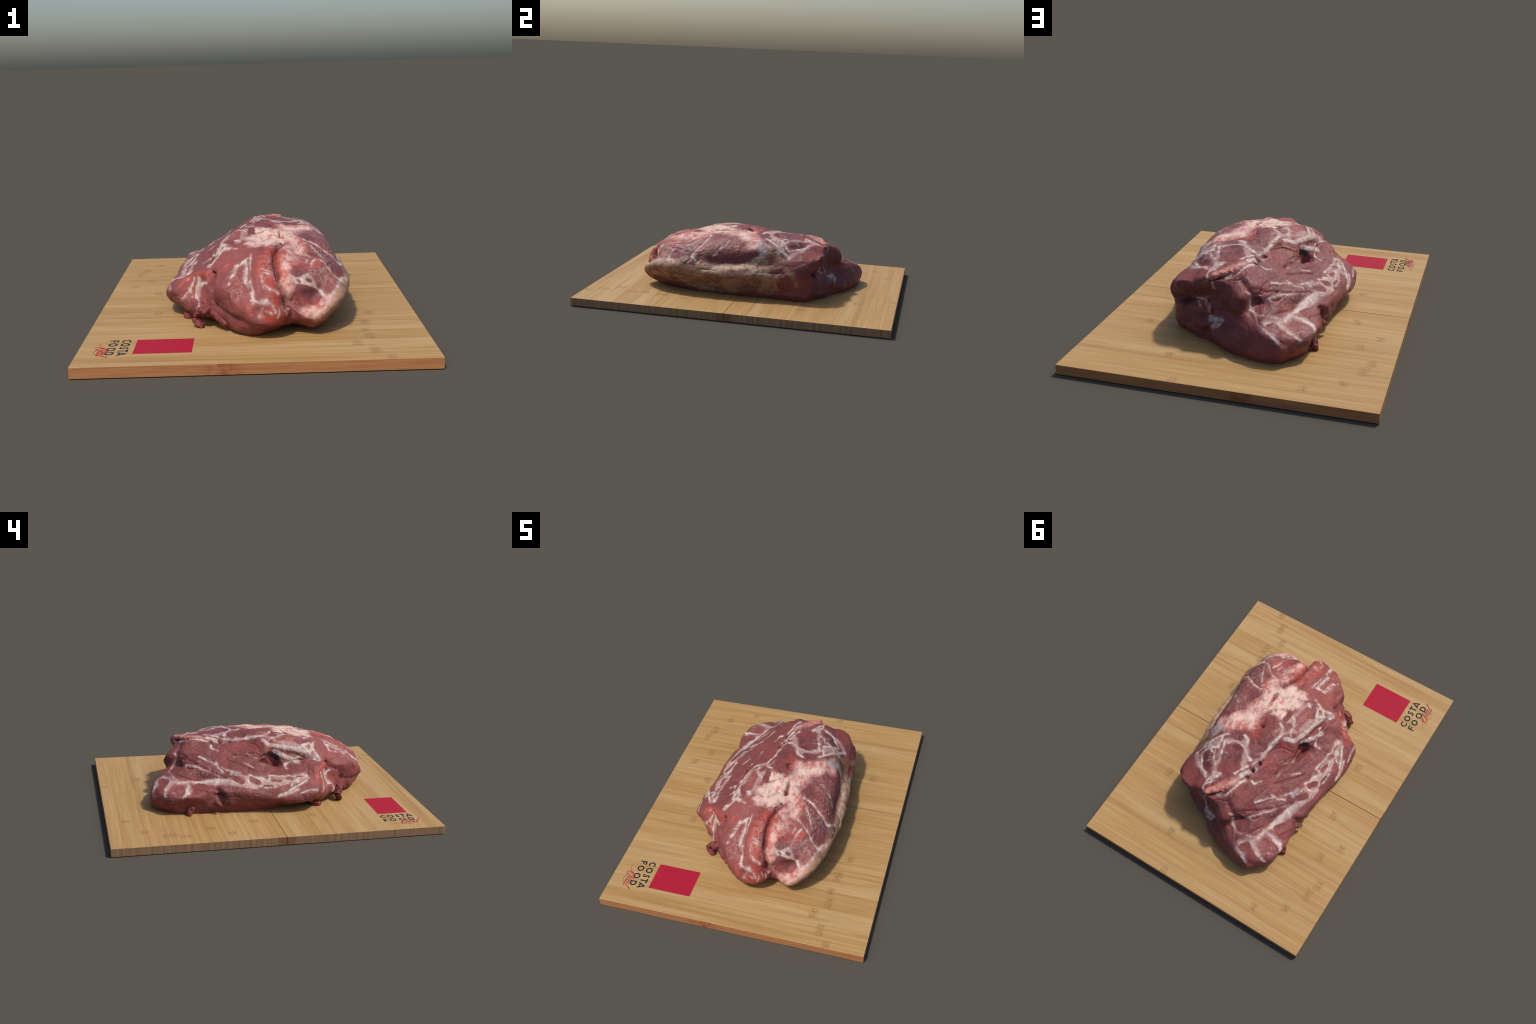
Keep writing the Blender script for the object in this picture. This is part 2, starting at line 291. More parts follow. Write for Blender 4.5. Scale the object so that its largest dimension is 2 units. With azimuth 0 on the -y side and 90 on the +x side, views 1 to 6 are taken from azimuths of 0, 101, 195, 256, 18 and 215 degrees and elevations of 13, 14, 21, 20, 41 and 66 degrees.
FAT_ON_NORTH_END = [   # (half width, course over the meat)
    (.005, [(.198, .489, .376), (.152, .433, .4)]),
    (.005, [(-.125, .403, .338), (-.145, .37, .331), (-.198, .302, .305)]),
    (.005, [(-.034, .543, .336), (-.06, .537, .31), (-.122, .487, .283), (-.175, .435, .292)]),
    (.005, [(-.06, .537, .31), (-.059, .558, .255), (-.098, .587, .246)]),
    (.006, [(-.242, .495, .215), (-.222, .549, .206), (-.207, .593, .208), (-.158, .631, .227)]),
    (.007, [(-.237, .488, .217), (-.306, .496, .204), (-.359, .503, .19)]),
    (.005, [(-.211, .59, .206), (-.261, .628, .184), (-.334, .643, .166)]),
    (.004, [(-.103, .594, .244), (-.204, .554, .217)]),
    (.007, [(-.248, .471, .218), (-.271, .422, .218)]),
    (.006, [(-.246, .482, .217), (-.371, .52, .184), (-.391, .547, .168)]),
    (.004, [(.24, .486, .232), (.227, .501, .211)]),
    (.005, [(.184, .503, .235), (.173, .512, .194)]),
    (.004, [(.247, .479, .249), (.214, .486, .25), (.188, .482, .258)]),
    (.007, [(.162, .535, .18), (.121, .562, .179), (.088, .562, .178)]),
    (.003, [(.151, .527, .361), (.147, .519, .326)]),
    (.003, [(.115, .578, .142), (.095, .576, .163)]),
]
FAT_ON_SOUTH_LOBES = [   # (half width, course over the meat)
    (.003, [(-.039, -.458, .352), (-.101, -.513, .317), (-.087, -.462, .332)]),
    (.003, [(-.013, -.436, .379), (-.016, -.62, .284), (0, -.689, .218)]),
    (.005, [(.028, -.717, .22), (-.011, -.681, .22)]),
    (.004, [(-.274, -.442, .132), (-.302, -.385, .169)]),
    (.008, [(-.258, -.464, .124), (-.272, -.443, .112)]),
    (.003, [(-.083, -.489, .323), (-.079, -.462, .334)]),
    (.002, [(-.084, -.48, .325), (-.041, -.45, .355), (-.029, -.451, .364)]),
    (.002, [(-.084, -.48, .325), (-.103, -.56, .308)]),
    (.006, [(-.014, -.644, .24), (-.001, -.672, .227), (-.005, -.696, .213)]),
    (.002, [(.031, -.605, .323), (.036, -.669, .282), (.095, -.678, .25)]),
    (.003, [(.033, -.714, .193), (.017, -.726, .164)]),
    (.003, [(.054, -.711, .236), (.038, -.719, .218)]),
    (.001, [(.093, -.699, .186), (.099, -.727, .154)]),
    (.001, [(.125, -.674, .178), (.144, -.692, .154)]),
    (.001, [(.049, -.711, .183), (.072, -.714, .175)]),
    (.006, [(.187, -.6, .297), (.226, -.61, .282), (.267, -.598, .252), (.299, -.598, .218)]),
    (.003, [(.284, -.593, .224), (.297, -.625, .201)]),
    (.007, [(.192, -.595, .303), (.227, -.604, .288), (.258, -.6, .273), (.3, -.593, .235)]),
    (.005, [(.3, -.593, .235), (.326, -.621, .207)]),
    (.003, [(.326, -.621, .207), (.362, -.595, .228), (.392, -.479, .246), (.415, -.46, .259)]),
    (.007, [(.173, -.561, .335), (.179, -.593, .31), (.191, -.609, .285)]),
    (.003, [(.182, -.59, .312), (.207, -.593, .302)]),
    (.002, [(.252, -.443, .348), (.22, -.562, .32)]),
    (.002, [(.287, -.436, .351), (.254, -.52, .331)]),
    (.002, [(.328, -.485, .32), (.305, -.532, .308)]),
    (.002, [(.038, -.577, .345), (.079, -.583, .322)]),
    (.003, [(.045, -.665, .293), (.07, -.68, .273), (.102, -.675, .249)]),
    (.002, [(.078, -.712, .208), (.087, -.707, .177)]),
    (.002, [(.106, -.688, .195), (.116, -.691, .172)]),
    (.002, [(.135, -.667, .212), (.15, -.659, .183)]),
    (.003, [(-.109, -.568, .305), (-.095, -.555, .309), (-.081, -.504, .321)]),
    (.003, [(-.032, -.47, .349), (-.035, -.524, .33), (-.038, -.603, .282)]),
    (.003, [(-.116, -.594, .284), (-.159, -.557, .172)]),
    (.003, [(.046, -.596, .333), (.077, -.593, .313)]),
    (.004, [(.386, -.485, .252), (.381, -.544, .242), (.342, -.615, .212), (.31, -.676, .175)]),
    (.003, [(.386, -.485, .252), (.428, -.438, .262), (.438, -.343, .263)]),
    (.003, [(.242, -.571, .311), (.279, -.592, .251), (.307, -.604, .214)]),
]
FAT_ON_WEST_FLANK = [   # (half width, course over the meat)
    (.012, [(-.197, -.333, .323), (-.172, -.228, .37), (-.147, -.126, .392), (-.12, -.047, .396), (-.072, -.021, .412)]),
    (.013, [(-.212, -.218, .305), (-.196, -.154, .334), (-.169, -.073, .363)]),
    (.003, [(-.198, .302, .305), (-.237, .246, .287), (-.258, .211, .277)]),
    (.003, [(-.037, .313, .382), (-.059, .316, .369), (-.084, .272, .36)]),
    (.002, [(-.23, .371, .284), (-.198, .404, .292), (-.173, .432, .295)]),
    (.002, [(-.143, .179, .339), (-.139, .105, .349), (-.174, .041, .336)]),
    (.002, [(-.202, .121, .308), (-.237, .081, .289)]),
    (.006, [(-.338, -.011, .229), (-.318, .045, .243), (-.295, .115, .26)]),
    (.004, [(-.3, .123, .258), (-.335, .126, .237), (-.36, .114, .22)]),
    (.006, [(-.364, .049, .215), (-.362, .118, .219), (-.334, .213, .235), (-.295, .289, .235)]),
    (.015, [(-.305, .271, .234), (-.286, .344, .23), (-.263, .428, .22)]),
    (.004, [(-.331, -.204, .244), (-.315, -.14, .253), (-.309, -.076, .252), (-.297, -.007, .256), (-.327, -.012, .236)]),
    (.004, [(-.331, -.204, .244), (-.356, -.145, .225), (-.346, -.089, .227), (-.359, -.031, .216), (-.359, .042, .217)]),
    (.005, [(-.354, -.241, .225), (-.385, -.172, .207), (-.414, -.106, .183), (-.422, -.057, .171)]),
    (.003, [(-.337, -.103, .235), (-.367, -.119, .217)]),
    (.005, [(-.319, -.252, .253), (-.336, -.197, .24)]),
    (.006, [(-.426, -.048, .165), (-.426, -.082, .169), (-.417, -.134, .182), (-.404, -.174, .194)]),
    (.004, [(-.245, -.393, .227), (-.295, -.362, .208), (-.36, -.333, .194)]),
    (.003, [(-.374, .079, .21), (-.369, .14, .215), (-.347, .227, .224), (-.317, .264, .231)]),
    (.003, [(-.377, .031, .205), (-.374, -.044, .206)]),
    (.008, [(-.262, -.379, .254), (-.259, -.381, .223), (-.277, -.381, .197), (-.267, -.428, .157), (-.258, -.464, .124)]),
    (.006, [(-.259, -.378, .227), (-.235, -.405, .242), (-.226, -.426, .243)]),
    (.003, [(-.277, -.384, .194), (-.313, -.36, .193), (-.336, -.352, .156), (-.358, -.348, .164)]),
    (.009, [(-.214, -.357, .308), (-.195, -.286, .331), (-.158, -.318, .368), (-.113, -.344, .39)]),
    (.005, [(-.252, -.133, .279), (-.22, -.13, .296), (-.172, -.295, .359), (-.15, -.26, .391)]),
    (.003, [(-.364, -.114, .217), (-.37, .018, .209), (-.329, .046, .235), (-.289, .197, .263)]),
    (.004, [(-.417, -.151, .182), (-.372, -.137, .214), (-.31, -.23, .258)]),
    (.004, [(-.249, .273, .28), (-.219, .29, .296), (-.175, .301, .315)]),
    (.004, [(-.337, -.153, .241), (-.349, -.176, .23), (-.323, -.237, .25)]),
    (.004, [(-.351, -.115, .226), (-.354, -.186, .226)]),
    (.003, [(-.323, -.327, .24), (-.359, -.326, .201)]),
    (.006, [(-.293, -.357, .25), (-.311, -.363, .189)]),
    (.005, [(-.299, -.387, .169), (-.27, -.446, .135)]),
    (.003, [(-.425, -.189, .174), (-.412, -.246, .187), (-.405, -.296, .184)]),
]
FAT_STREAKS = FAT_ON_CROWN + FAT_ON_EAST_FLANK + FAT_ON_NORTH_END + FAT_ON_SOUTH_LOBES + FAT_ON_WEST_FLANK
MEMBRANE_ON_CROWN = [   # (half width, course over the meat)
    (.016, [(.318, .121, .389), (.328, .158, .38)]),
    (.012, [(.011, .169, .416), (-.022, .137, .406)]),
    (.028, [(.321, .102, .389), (.37, .141, .343)]),
    (.01, [(.305, .226, .39), (.35, .23, .346)]),
]
MEMBRANE_ON_NORTH_END = [   # (half width, course over the meat)
    (.009, [(-.15, .662, .209), (-.199, .68, .191), (-.23, .698, .172)]),
    (.014, [(.154, .55, .173), (.105, .563, .177)]),
    (.007, [(.114, .571, .16), (.135, .574, .141)]),
]
MEMBRANE_ON_SOUTH_LOBES = [   # (half width, course over the meat)
    (.01, [(.203, -.59, .306), (.261, -.578, .302)]),
    (.008, [(-.035, -.47, .347), (-.039, -.575, .297), (-.023, -.627, .273)]),
    (.012, [(.034, -.711, .228), (.062, -.716, .225)]),
]
MEMBRANE_ON_WEST_FLANK = [   # (half width, course over the meat)
    (.012, [(-.272, .216, .271), (-.279, .176, .269)]),
    (.013, [(-.306, .324, .226), (-.308, .258, .236)]),
    (.014, [(-.318, .045, .243), (-.333, .025, .233)]),
]
MEMBRANE_STREAKS = MEMBRANE_ON_CROWN + MEMBRANE_ON_NORTH_END + MEMBRANE_ON_SOUTH_LOBES + MEMBRANE_ON_WEST_FLANK
CAP_PINK_ON_CROWN = [   # (half width, course over the meat)
    (.055, [(.168, -.128, .422), (.211, -.016, .421), (.282, .052, .408)]),
    (.04, [(.171, -.219, .417), (.211, -.289, .405), (.207, -.351, .384)]),
    (.045, [(.157, -.006, .429), (.322, .072, .391)]),
    (.03, [(.169, -.392, .394), (.165, -.479, .362), (.151, -.552, .344)]),
    (.02, [(.27, -.012, .409), (.319, .068, .392)]),
    (.012, [(.099, .447, .403), (.033, .367, .414)]),
]
CAP_PINK_ON_SOUTH_LOBES = [   # (half width, course over the meat)
    (.018, [(.145, -.58, .332), (.159, -.633, .274)]),
    (.02, [(.133, -.562, .343), (.165, -.491, .359), (.205, -.358, .379)]),
    (.018, [(.126, -.617, .303), (.144, -.641, .272), (.167, -.645, .222)]),
    (.014, [(.228, -.669, .165), (.294, -.655, .184), (.333, -.613, .213)]),
    (.012, [(.28, -.699, .156), (.307, -.653, .187), (.338, -.623, .207)]),
]
CAP_PINK_STREAKS = CAP_PINK_ON_CROWN + CAP_PINK_ON_SOUTH_LOBES
RED_ON_CROWN = [   # (half width, course over the meat)
    (.03, [(.085, -.426, .398), (.045, -.504, .374), (.039, -.583, .342), (.069, -.64, .302), (.091, -.674, .27)]),
    (.007, [(.128, .013, .433), (.094, -.071, .439)]),
    (.018, [(.147, -.38, .408), (.158, -.534, .349), (.119, -.669, .243)]),
    (.014, [(.1, .063, .435), (.09, .011, .438)]),
    (.012, [(.129, .483, .392), (.063, .402, .414)]),
]
RED_ON_SOUTH_LOBES = [   # (half width, course over the meat)
    (.022, [(.119, -.502, .371), (.128, -.572, .337)]),
    (.05, [(.089, -.706, .217), (.092, -.719, .164)]),
    (.03, [(.211, -.518, .336), (.298, -.481, .342)]),
    (.02, [(.142, -.548, .348), (.123, -.588, .325)]),
    (.012, [(.051, -.74, .147), (.025, -.712, .172)]),
    (.01, [(-.223, -.484, .161), (-.119, -.553, .049)]),
    (.012, [(-.134, -.448, .328), (-.108, -.439, .337)]),
    (.014, [(-.028, -.703, .207), (-.02, -.717, .176)]),
    (.03, [(.113, -.508, .37), (.12, -.464, .387)]),
    (.012, [(.281, -.622, .2), (.288, -.665, .178)]),
]
RED_ON_WEST_FLANK = [   # (half width, course over the meat)
    (.014, [(-.247, -.385, .286), (-.208, -.41, .286)]),
    (.016, [(-.29, -.356, .26), (-.246, -.383, .288), (-.209, -.415, .28)]),
    (.016, [(-.291, -.346, .265), (-.361, -.285, .216)]),
]
RED_STREAKS = RED_ON_CROWN + RED_ON_SOUTH_LOBES + RED_ON_WEST_FLANK
RIND_ON_EAST_FLANK = [   # (half width, course over the meat)
    (.03, [(.453, -.381, .22), (.465, -.227, .207), (.462, -.126, .199), (.452, -.008, .194), (.446, .136, .22)]),
    (.05, [(.406, -.339, .131), (.412, -.172, .121), (.419, .033, .143), (.414, .199, .15)]),
    (.025, [(.353, .157, .36), (.331, .225, .368)]),
    (.018, [(.36, .233, .335), (.401, .276, .282), (.433, .337, .236), (.418, .377, .169)]),
    (.02, [(.387, .121, .284), (.378, .217, .311)]),
    (.03, [(.413, .147, .26), (.399, .236, .278)]),
    (.018, [(.437, -.409, .263), (.412, -.236, .302)]),
    (.04, [(.427, -.236, .146), (.428, .167, .171)]),
    (.03, [(.446, .136, .22), (.435, .234, .193)]),
    (.02, [(.426, -.183, .246), (.424, -.028, .254), (.407, .085, .267)]),
    (.03, [(.375, -.347, .08), (.391, -.04, .087), (.399, .23, .116)]),
]
RIND_ON_SOUTH_LOBES = [   # (half width, course over the meat)
    (.03, [(.421, -.515, .193), (.436, -.469, .201)]),
    (.03, [(.424, -.487, .231), (.379, -.604, .213), (.332, -.67, .179), (.289, -.707, .134)]),
    (.035, [(.431, -.491, .225), (.453, -.367, .215), (.453, -.23, .187)]),
    (.04, [(.368, -.568, .148), (.408, -.38, .141)]),
]
RIND_ON_WEST_FLANK = [   # (half width, course over the meat)
    (.009, [(-.376, .314, .154), (-.388, .276, .125)]),
    (.008, [(-.387, .318, .108), (-.388, .306, .104)]),
]
RIND_STREAKS = RIND_ON_EAST_FLANK + RIND_ON_SOUTH_LOBES + RIND_ON_WEST_FLANK
DARK_ON_CROWN = [   # (half width, course over the meat)
    (.035, [(.143, .199, .42), (.12, .233, .421)]),
    (.03, [(.264, .332, .398), (.25, .369, .394)]),
]
DARK_ON_EAST_FLANK = [   # (half width, course over the meat)
    (.04, [(.303, -.342, .362), (.404, -.35, .299)]),
]
DARK_ON_NORTH_END = [   # (half width, course over the meat)
    (.03, [(-.292, .558, .196), (-.301, .573, .192)]),
    (.06, [(.312, .49, .111), (.203, .559, .129)]),  # this and the next four tint the north face darker for the scan's shade
    (.06, [(.08, .604, .14), (-.049, .679, .152)]),
    (.05, [(.068, .557, .258), (-.001, .607, .276)]),
    (.05, [(.299, .511, .298), (.245, .511, .299)]),
    (.04, [(.412, .402, .277), (.335, .451, .204)]),
]
DARK_ON_SOUTH_LOBES = [   # (half width, course over the meat)
    (.05, [(-.145, -.576, .271), (-.137, -.612, .239)]),
]
DARK_ON_WEST_FLANK = [   # (half width, course over the meat)
    (.03, [(-.337, .183, .237), (-.316, .201, .249)]),
    (.02, [(-.336, .075, .231), (-.329, .082, .236)]),
]
DARK_STREAKS = DARK_ON_CROWN + DARK_ON_EAST_FLANK + DARK_ON_NORTH_END + DARK_ON_SOUTH_LOBES + DARK_ON_WEST_FLANK
MARBLE_ON_CROWN = [   # (half width, course over the meat)
    (.03, [(-.091, -.217, .426), (-.113, -.128, .415)]),
    (.04, [(.306, -.103, .394), (.39, -.148, .34)]),
    (.03, [(.255, .328, .401), (.14, .22, .419)]),
]
MARBLE_ON_EAST_FLANK = [   # (half width, course over the meat)
    (.04, [(.346, -.316, .349), (.42, -.328, .283)]),
]
MARBLE_ON_NORTH_END = [   # (half width, course over the meat)
    (.035, [(-.164, .487, .267), (-.249, .387, .236)]),
    (.035, [(-.265, .584, .192), (-.344, .556, .188)]),
    (.04, [(-.189, .425, .288), (-.265, .309, .263)]),
]
MARBLE_ON_SOUTH_LOBES = [   # (half width, course over the meat)
    (.05, [(.305, -.531, .309), (.345, -.539, .268)]),
    (.03, [(.363, -.561, .252), (.319, -.6, .222)]),
    (.035, [(.061, -.52, .369), (.066, -.597, .312)]),
    (.045, [(-.083, -.562, .308), (-.071, -.632, .263)]),
]
MARBLE_ON_WEST_FLANK = [   # (half width, course over the meat)
    (.05, [(-.343, -.204, .233), (-.346, -.089, .227), (-.341, .011, .228)]),
    (.04, [(-.289, -.359, .241), (-.313, -.377, .166)]),
]
MARBLE_STREAKS = MARBLE_ON_CROWN + MARBLE_ON_EAST_FLANK + MARBLE_ON_NORTH_END + MARBLE_ON_SOUTH_LOBES + MARBLE_ON_WEST_FLANK
SILVER_ON_CROWN = [   # (half width, course over the meat)
    (.06, [(.284, -.074, .401), (.38, -.165, .352)]),
    (.022, [(.238, -.257, .401), (.215, -.327, .393), (.215, -.355, .371)]),
]
SILVER_ON_EAST_FLANK = [   # (half width, course over the meat)
    (.06, [(.282, -.289, .384), (.381, -.341, .323)]),
    (.05, [(.306, -.264, .378), (.341, -.351, .348)]),
    (.05, [(.366, -.259, .347), (.352, -.059, .375)]),
    (.022, [(.23, -.359, .36), (.228, -.429, .349), (.205, -.521, .337)]),
]
SILVER_ON_SOUTH_LOBES = [   # (half width, course over the meat)
    (.05, [(.332, -.457, .333), (.367, -.519, .263)]),
    (.05, [(.24, -.524, .33), (.314, -.541, .291)]),
    (.05, [(.309, -.533, .304), (.368, -.327, .335)]),
    (.03, [(.083, -.476, .383), (.059, -.591, .327)]),
]
SILVER_STREAKS = SILVER_ON_CROWN + SILVER_ON_EAST_FLANK + SILVER_ON_SOUTH_LOBES
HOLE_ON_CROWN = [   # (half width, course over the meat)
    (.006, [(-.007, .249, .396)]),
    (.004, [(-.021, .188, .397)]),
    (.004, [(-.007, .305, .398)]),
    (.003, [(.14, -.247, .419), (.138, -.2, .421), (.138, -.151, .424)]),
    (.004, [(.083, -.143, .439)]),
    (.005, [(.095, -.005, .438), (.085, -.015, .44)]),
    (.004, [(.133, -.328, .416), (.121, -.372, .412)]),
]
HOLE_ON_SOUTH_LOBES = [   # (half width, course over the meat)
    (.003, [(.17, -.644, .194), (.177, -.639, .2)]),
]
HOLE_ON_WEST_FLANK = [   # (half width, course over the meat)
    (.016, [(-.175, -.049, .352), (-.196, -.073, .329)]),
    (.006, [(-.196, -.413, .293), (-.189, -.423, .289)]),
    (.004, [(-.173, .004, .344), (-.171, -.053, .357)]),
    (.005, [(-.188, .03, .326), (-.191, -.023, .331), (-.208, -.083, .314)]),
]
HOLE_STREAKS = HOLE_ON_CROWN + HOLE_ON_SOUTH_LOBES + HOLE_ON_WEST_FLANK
CAP_FAT_ON_CROWN = [   # (half width, course over the meat)
    (.044, [(.017, -.263, .42), (.087, -.202, .43)]),
    (.037, [(.072, -.326, .414), (.115, -.275, .42)]),
    (.028, [(.103, -.157, .432), (.025, -.141, .438)]),
    (.026, [(.091, -.336, .415), (-.004, -.323, .409)]),
    (.019, [(.151, -.175, .421), (.19, -.262, .412)]),
    (.018, [(.187, -.037, .424), (.261, .018, .413)]),
]
CAP_FAT_STREAKS = CAP_FAT_ON_CROWN
LEDGE_ON_EAST_FLANK = [   # (half width, course over the meat)
    (.018, [(.448, -.274, .246), (.448, -.131, .239), (.434, -.001, .248), (.39, .088, .282)]),
    (.014, [(.382, .086, .294), (.377, .137, .317)]),
    (.012, [(.436, .187, .222), (.436, .133, .237)]),
    (.014, [(.438, -.272, .252), (.445, -.171, .24), (.44, -.038, .244), (.423, .091, .254)]),
]
LEDGE_ON_SOUTH_LOBES = [   # (half width, course over the meat)
    (.014, [(.413, -.47, .247), (.455, -.367, .236), (.469, -.226, .225), (.47, -.125, .22), (.46, -.007, .218), (.434, .133, .24)]),
]
LEDGE_STREAKS = LEDGE_ON_EAST_FLANK + LEDGE_ON_SOUTH_LOBES
SALMON_ON_CROWN = [   # (half width, course over the meat)
    (.06, [(-.041, -.38, .391), (-.003, -.636, .283)]),
    (.05, [(-.08, -.235, .426), (-.099, -.116, .42)]),
]
SALMON_ON_NORTH_END = [   # (half width, course over the meat)
    (.05, [(-.207, .454, .251), (-.297, .565, .194)]),
]
SALMON_ON_SOUTH_LOBES = [   # (half width, course over the meat)
    (.06, [(.249, -.451, .347), (.325, -.533, .288)]),
]
SALMON_ON_WEST_FLANK = [   # (half width, course over the meat)
    (.07, [(-.148, -.376, .35), (-.084, -.649, .247)]),
    (.05, [(-.326, -.351, .195), (-.245, -.439, .173)]),
]
SALMON_STREAKS = SALMON_ON_CROWN + SALMON_ON_NORTH_END + SALMON_ON_SOUTH_LOBES + SALMON_ON_WEST_FLANK
NET_ON_CROWN = [   # (half width, course over the meat)
    (.028, [(-.027, -.026, .436), (-.063, -.088, .43), (-.134, -.147, .404), (-.162, -.28, .375)]),
    (.025, [(-.038, -.129, .436), (-.079, -.291, .414)]),
    (.018, [(.216, .171, .417), (.127, .123, .428), (.072, .183, .427), (.047, .28, .419)]),
    (.018, [(-.028, .028, .428), (-.005, .162, .41), (.001, .22, .404)]),
]
NET_ON_EAST_FLANK = [   # (half width, course over the meat)
    (.015, [(.31, .268, .381), (.266, .196, .407), (.216, .287, .411), (.176, .397, .402)]),
    (.014, [(.366, .309, .329), (.278, .397, .371), (.212, .425, .392)]),
]
NET_ON_NORTH_END = [   # (half width, course over the meat)
    (.018, [(-.151, .636, .228), (-.213, .567, .209), (-.25, .491, .214), (-.35, .498, .193)]),
    (.018, [(-.214, .587, .205), (-.302, .643, .174)]),
]
NET_ON_SOUTH_LOBES = [   # (half width, course over the meat)
    (.02, [(.192, -.595, .303), (.227, -.604, .288), (.266, -.594, .268)]),
]
NET_ON_WEST_FLANK = [   # (half width, course over the meat)
    (.03, [(-.328, -.237, .246), (-.342, -.096, .231), (-.341, .083, .229), (-.332, .209, .237)]),
    (.026, [(-.332, .209, .237), (-.293, .355, .225), (-.268, .435, .218)]),
    (.018, [(-.258, -.374, .244), (-.263, -.39, .204), (-.272, -.432, .15)]),
    (.014, [(-.304, -.364, .194), (-.345, -.346, .155)]),
]
NET_STREAKS = NET_ON_CROWN + NET_ON_EAST_FLANK + NET_ON_NORTH_END + NET_ON_SOUTH_LOBES + NET_ON_WEST_FLANK
ISLAND_ON_CROWN = [   # (half width, course over the meat)
    (.026, [(-.081, -.171, .431), (-.089, -.256, .421)]),
    (.016, [(-.096, -.113, .421), (-.102, -.164, .423)]),
    (.018, [(-.106, -.299, .407), (-.131, -.241, .406)]),
    (.017, [(-.044, -.075, .433), (-.053, -.104, .434)]),
    (.011, [(-.017, -.011, .441), (-.019, -.03, .441)]),
    (.02, [(-.01, -.174, .425), (-.009, -.123, .438)]),
    (.04, [(.143, .199, .42), (.13, .284, .418)]),
    (.03, [(.124, .326, .417), (.082, .292, .422)]),
    (.012, [(.24, .254, .41), (.215, .308, .41)]),
    (.04, [(.065, .067, .439), (.024, .098, .432)]),
    (.02, [(.192, .124, .422), (.162, .119, .425)]),
    (.03, [(-.05, .167, .385), (-.066, .055, .392)]),
    (.014, [(.024, .183, .42), (.006, .16, .416)]),
]
ISLAND_ON_EAST_FLANK = [   # (half width, course over the meat)
    (.02, [(.289, .322, .384), (.235, .378, .397)]),
]
ISLAND_ON_NORTH_END = [   # (half width, course over the meat)
    (.036, [(-.287, .551, .198), (-.323, .549, .193)]),
    (.024, [(-.179, .64, .212), (-.196, .617, .21)]),
    (.026, [(-.263, .673, .173), (-.3, .664, .167)]),
    (.02, [(-.293, .432, .213), (-.322, .393, .211)]),
    (.03, [(-.108, .551, .255), (-.176, .507, .253)]),
    (.045, [(.305, .441, .356), (.236, .475, .37)]),
]
ISLAND_ON_SOUTH_LOBES = [   # (half width, course over the meat)
    (.026, [(-.231, -.431, .21), (-.222, -.467, .176)]),
    (.01, [(.243, -.597, .294), (.256, -.597, .289)]),
    (.006, [(.196, -.601, .291), (.204, -.604, .287)]),
    (.045, [(.22, -.624, .235), (.257, -.607, .213)]),
    (.03, [(.193, -.571, .323), (.228, -.511, .335)]),
]
ISLAND_ON_WEST_FLANK = [   # (half width, course over the meat)
    (.021, [(-.311, .208, .25), (-.334, .169, .24)]),
    (.02, [(-.319, .1, .245), (-.342, .064, .228)]),
    (.013, [(-.332, -.026, .234), (-.338, -.075, .232)]),
    (.012, [(-.326, -.126, .247), (-.338, -.152, .239)]),
    (.008, [(-.369, -.121, .215), (-.378, -.083, .207)]),
    (.007, [(-.326, -.186, .248), (-.33, -.215, .244)]),
    (.009, [(-.369, -.016, .21), (-.362, .027, .215)]),
    (.05, [(-.098, .03, .384), (-.088, .125, .371)]),
    (.012, [(-.288, -.367, .207), (-.286, -.382, .187)]),
    (.022, [(-.308, -.396, .15), (-.28, -.427, .145)]),
    (.026, [(-.357, -.343, .185), (-.326, -.341, .215)]),
    (.012, [(-.313, -.37, .178), (-.306, -.377, .175)]),
]
ISLAND_STREAKS = ISLAND_ON_CROWN + ISLAND_ON_EAST_FLANK + ISLAND_ON_NORTH_END + ISLAND_ON_SOUTH_LOBES + ISLAND_ON_WEST_FLANK

def catmull(Y, x):
    """uniform Catmull-Rom along axis 0 of Y at float positions x (clamped ends)"""
    n = len(Y); i = np.clip(np.floor(x).astype(int), 0, n - 2); t = (x - i).reshape((-1,) + (1,) * (Y.ndim - 1))
    g = lambda k: Y[np.clip(k, 0, n - 1)]
    a, b, c, d = g(i - 1), g(i), g(i + 1), g(i + 2)
    return 0.5 * (2 * b + (c - a) * t + (2 * a - 5 * b + 4 * c - d) * t ** 2 + (3 * b - a - 3 * c + d) * t ** 3)

def value_noise(P, freq, seed):
    Q = P * freq + seed * 17.31
    i = np.floor(Q).astype(np.int64); f = Q - i; f = f * f * f * (f * (f * 6 - 15) + 10)
    def h(dx, dy, dz):
        k = (i[:, 0] + dx) * 374761393 + (i[:, 1] + dy) * 668265263 + (i[:, 2] + dz) * 2147483647 + seed * 974634
        k = (k ^ (k >> 13)) * 1274126177 & 0xffffffff
        k = (k ^ (k >> 16)) & 0xffff
        return k / 32767.5 - 1
    r = 0
    for dx in (0, 1):
        for dy in (0, 1):
            for dz in (0, 1):
                w = (f[:, 0] if dx else 1 - f[:, 0]) * (f[:, 1] if dy else 1 - f[:, 1]) * (f[:, 2] if dz else 1 - f[:, 2])
                r = r + w * h(dx, dy, dz)
    return r

def polyline_distance(P, pts):
    d = np.full(len(P), 9.0)
    if len(pts) == 1: return np.linalg.norm(P - np.array(pts[0]), axis=1)
    for a, b in zip(pts[:-1], pts[1:]):
        a, b = np.array(a), np.array(b); ab = b - a
        t = np.clip(((P - a) @ ab) / max(ab @ ab, 1e-9), 0, 1)
        d = np.minimum(d, np.linalg.norm(P - a - t[:, None] * ab, axis=1))
    return d

